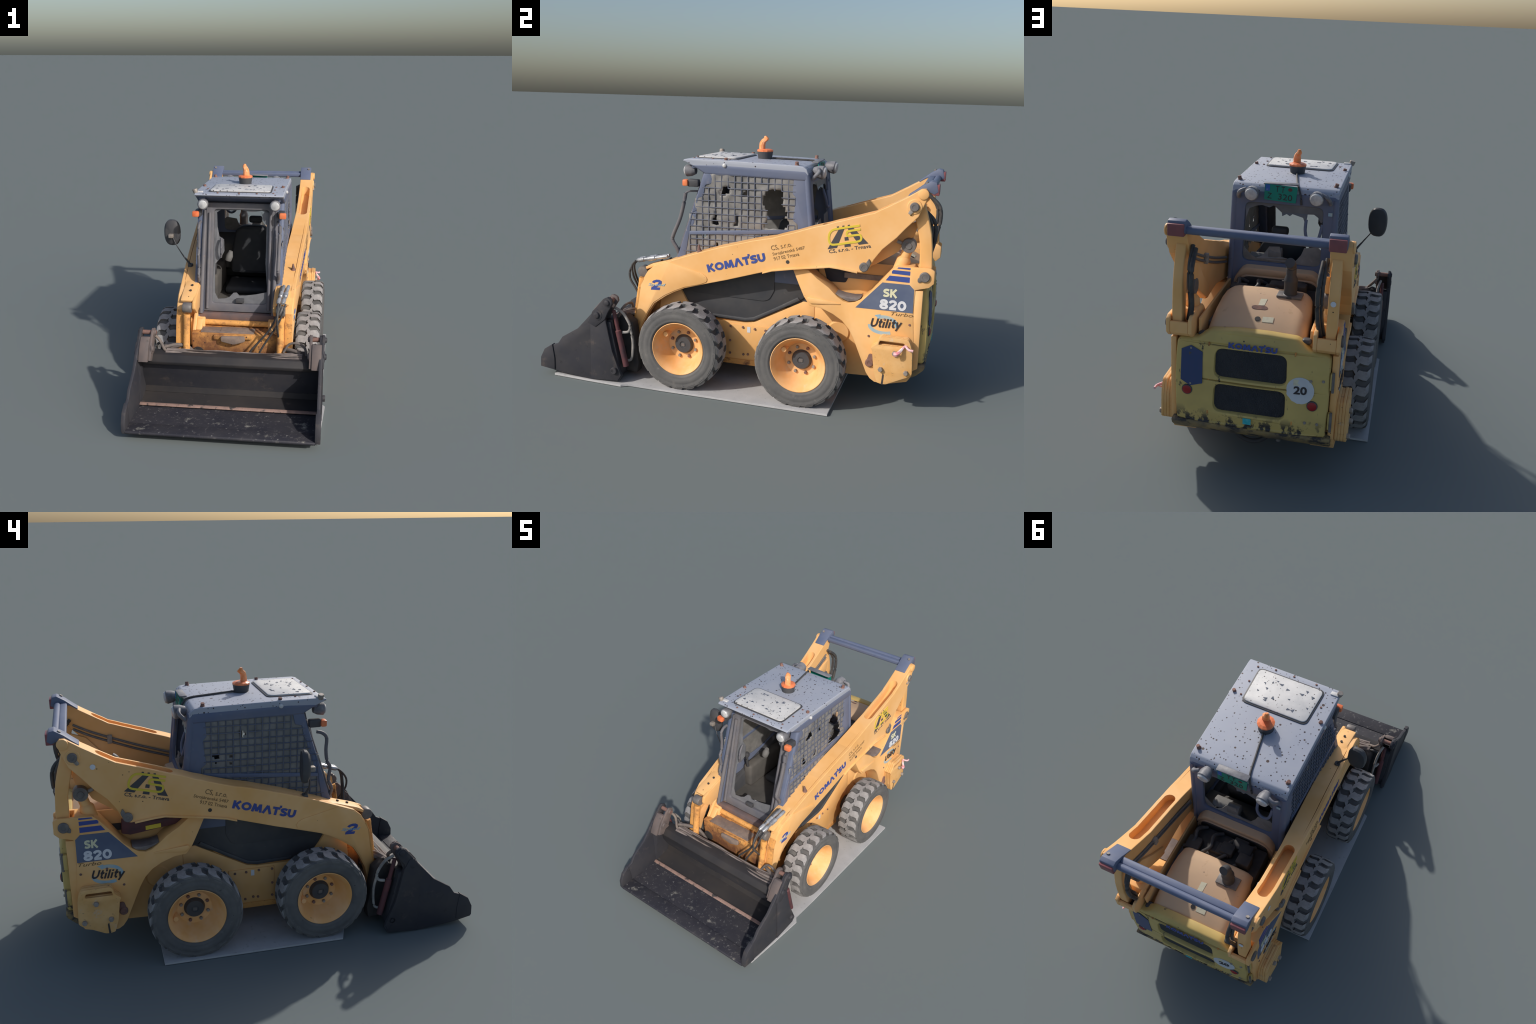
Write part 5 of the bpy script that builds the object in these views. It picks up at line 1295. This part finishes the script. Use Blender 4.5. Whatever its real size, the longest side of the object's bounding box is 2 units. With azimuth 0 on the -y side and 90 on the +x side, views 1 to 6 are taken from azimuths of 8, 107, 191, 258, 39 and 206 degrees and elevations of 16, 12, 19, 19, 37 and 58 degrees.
prism_z("hood_grip", [(0.009 + 0.030 * (1 if cos(a) > 0 else -1) * 0.55 + 0.018 * cos(a), 0.800 + 0.011 * sin(a)) for a in [2 * pi * k / 24 for k in range(24)]], 0.71, lambda x, y: hz(y) + 0.0015, "rust", hood)
lathe("hood_lock", [(0, 0), (0.012, 0), (0.012, 0.004), (0, 0.004)], (0.004, 0.859, hz(0.859) - 0.002), (0, 0.4, 0.9), "dark_metal", hood, 16)
prism_z("hood_label", [(-0.012, 0.742), (0.016, 0.745), (0.018, 0.788), (-0.008, 0.786)], 0.70, lambda x, y: hz(y) + 0.0018, "label", hood)
prism_z("hood_label", [(-0.016, 0.848), (-0.062, 0.846), (-0.062, 0.872), (-0.016, 0.873)], 0.68, lambda x, y: hz(y) + 0.0018, "label", hood)
box("hood_bumper", (-0.235, 0.905, 0.645), (-0.195, 0.94, 0.667), "black", hood, 0.01, 3)
box("hood_bumper", (0.20, 0.905, 0.625), (0.235, 0.94, 0.645), "black", hood, 0.01, 3)
# torn sheet over the right side gap
prism_z("side_shelf", [(0.205, 0.60), (0.25, 0.56), (0.25, 0.80), (0.212, 0.82)], 0.62, lambda x, y: 0.645 + 0.01 * noise.noise(Vector((x * 30, y * 20, 0))), "mud", ROOT)
prism_z("side_shelf", [(-0.205, 0.60), (-0.25, 0.56), (-0.25, 0.80), (-0.212, 0.82)], 0.60, 0.63, "dark_metal", ROOT)

# ------------------------------------------------------------------ rear door
DO = [(0.318, 0.250), (0.322, 0.45), (0.316, 0.608), (0.302, 0.624), (0.232, 0.632), (0.208, 0.648), (0.180, 0.668), (0.06, 0.679), (-0.06, 0.679), (-0.180, 0.672), (-0.208, 0.655), (-0.235, 0.632), (-0.302, 0.622), (-0.318, 0.606), (-0.322, 0.45), (-0.316, 0.250), (-0.20, 0.243), (0.20, 0.243)]
def door_y(x, z):
    b = interp([(0.23, 0.975), (0.27, 0.986), (0.33, 0.990), (0.40, 0.990), (0.55, 0.986), (0.62, 0.974), (0.70, 0.952)], z)
    return b - 0.14 * x * x
G1 = roundpoly([(-0.148, 0.472), (0.153, 0.472), (0.149, 0.598), (-0.144, 0.600)], 0.035, 6)
G2 = roundpoly([(-0.146, 0.316), (0.155, 0.316), (0.151, 0.443), (-0.146, 0.444)], 0.035, 6)
def dense(poly, d=0.02):
    out = []
    for i, p in enumerate(poly):
        q = poly[(i + 1) % len(poly)]
        n = max(1, int(sqrt((p[0] - q[0]) ** 2 + (p[1] - q[1]) ** 2) / d))
        for k in range(n):
            out.append((p[0] + (q[0] - p[0]) * k / n, p[1] + (q[1] - p[1]) * k / n))
    return out
rdoor = plate("rear_door", dense(roundpoly(DO, 0.012)), [dense(G1), dense(G2)], 0.050, lambda a, b, c: Vector((a, door_y(a, b) - 0.025 + c, b)), "yellow_door", ROOT, 0.010, 40)
# raised surround of the grilles
for x in (0.178, -0.178):
    prism_y("door_groove", roundpoly([(x - 0.003, 0.30), (x + 0.003, 0.30), (x + 0.003, 0.62), (x - 0.003, 0.62)], 0.002), 0.96, lambda a, b: door_y(a, b) + 0.0012, "yellow_worn", rdoor)
for G in (((-0.165, 0.165), (0.46, 0.61)), ((-0.165, 0.165), (0.305, 0.455))):
    (xa, xb), (za, zb) = G
    gr = prism_y("door_grille", [(xa, za), (xb, za), (xb, zb), (xa, zb)], 0.945, 0.9655, "grille", rdoor)
    bm = bmesh.new()
    for k in range(36):
        z = za + (zb - za) * (k + 0.5) / 36
        tube_bm(bm, [(xa, 0.9665, z), (xb, 0.9665, z)], 0.0011, 4)
    for k in range(72):
        x = xa + (xb - xa) * (k + 0.5) / 72
        tube_bm(bm, [(x, 0.9675, za), (x, 0.9675, zb)], 0.0011, 4)
    gw = link("grille_wire", mesh_of(bm, "grille_wire"), "black", rdoor)
    gw["kind"] = "stuff"
def dput(me, name, mat, x, z, lift=0.0):
    """stick lettering on the door; it reads towards -x"""
    put(me, lambda a, b, h: Vector((x - a, door_y(x - a, z + b) + lift + h, z + b)), name, mat, rdoor)
dput(flat_shape([(0.0, 0.022), (0.042, 0.0), (0.094, 0.018), (0.093, 0.156), (0.042, 0.178), (0.002, 0.158)]), "service_plate", "navy_dark", 0.295, 0.421, 0.003)
box("plate_handle", (0.205, 0.96, 0.552), (0.262, 0.977, 0.572), "black", rdoor, 0.003)
for x, z in ((0.252, 0.588), (0.252, 0.432)):
    lathe("plate_screw", [(0, 0), (0.005, 0), (0.004, 0.003), (0, 0.003)], (x, door_y(x, z) + 0.003, z), "y", "pale_steel", rdoor, 10)
for x, z in ((0.267, 0.400), (-0.258, 0.399)):
    rl = lathe("reflector_lamp", [(0, 0), (0.020, 0), (0.019, 0.006), (0.012, 0.010), (0, 0.011)], (x, door_y(x, z) - 0.001, z), "y", "lens_red", rdoor, 24)
    lathe("lamp_rim", [(0.019, 0), (0.023, 0), (0.022, 0.005), (0.019, 0.006)], (x, door_y(x, z) - 0.001, z), "y", "black", rl, 24)
rs = random.Random(3)
sg = [(0.057 * cos(2 * pi * k / 40) * (1 - (0.10 * rs.random() if 18 < k < 31 else 0)), 0.059 * sin(2 * pi * k / 40) * (1 - (0.06 * rs.random() if 18 < k < 31 else 0))) for k in range(40)]
dput(flat_shape([(0.057 + a, 0.059 + b) for a, b in sg]), "round_sign", "sign", -0.149, 0.403, 0.001)
dput(text_mesh("20", 0.054, 0.036, bold=0.03), "lettering", "ink", -0.180, 0.446, 0.0022)
dput(flat_shape([(0, 0), (0.026, 0.002), (0.016, 0.012), (0.022, 0.026), (0, 0.026)]), "sign_patch", "label", -0.178, 0.484, 0.0018)
dput(block_text("KOMAT'SU", 0.200, 0.023, 0.26), "lettering", "blue", 0.096, 0.610, 0.004)
dput(flat_shape([(0, 0), (0.034, 0), (0.034, 0.028), (0, 0.028)]), "sticker", "cyan", 0.025, 0.276, 0.001)
for x, z in ((-0.247, 0.508), (-0.297, 0.512), (-0.232, 0.318), (-0.282, 0.316)):
    lathe("door_bolt", [(0, 0), (0.007, 0), (0.005, 0.005), (0, 0.005)], (x, door_y(x, z), z), "y", "pale_steel", rdoor, 8)
for s in SIDES:
    # frame edge beside the door, with hinges on the left
    prism("door_jamb", [(0.905, 0.21), (0.945, 0.235), (0.945, 0.615), (0.905, 0.615)], s * 0.325, s * 0.349, "yellow", ROOT, 0.004)
    prism("door_flank", [(0.925, 0.262), (0.950, 0.285), (0.958, 0.35), (0.958, 0.56), (0.945, 0.605), (0.925, 0.612)], s * 0.29, s * 0.321, "yellow_door", rdoor, 0.008)
for z in (0.29, 0.47):
    hg = box("door_hinge", (-0.340, 0.945, z), (-0.322, 0.968, z + 0.075), "yellow_door", ROOT, 0.004)
    tube("hinge_pin", [(-0.335, 0.968, z - 0.006), (-0.335, 0.968, z + 0.081)], 0.006, "steel", hg, 8, 0)
prism("rear_bumper", [(0.80, 0.145), (0.88, 0.160), (0.940, 0.195), (0.972, 0.225), (0.980, 0.242), (0.975, 0.252), (0.90, 0.252), (0.82, 0.20)], -0.338, 0.338, "bumper", ROOT, 0.006)
tube("tow_ring", [(0.080, 0.900, 0.205), (0.055, 0.915, 0.175), (0.0, 0.925, 0.160), (-0.05, 0.915, 0.172), (-0.073, 0.900, 0.200)], 0.010, "dark_metal", ROOT, 10)
lathe("drain_plug", [(0, 0), (0.014, 0), (0.010, 0.03), (0, 0.032)], (-0.115, 0.90, 0.195), (0, 0.2, -1), "steel", ROOT, 10)

# ------------------------------------------------------------------ keep the tree at thing > part > sub-part
for o in list(COL.objects):
    while o.parent and o.parent.parent and o.parent.parent.parent:
        o.parent = o.parent.parent
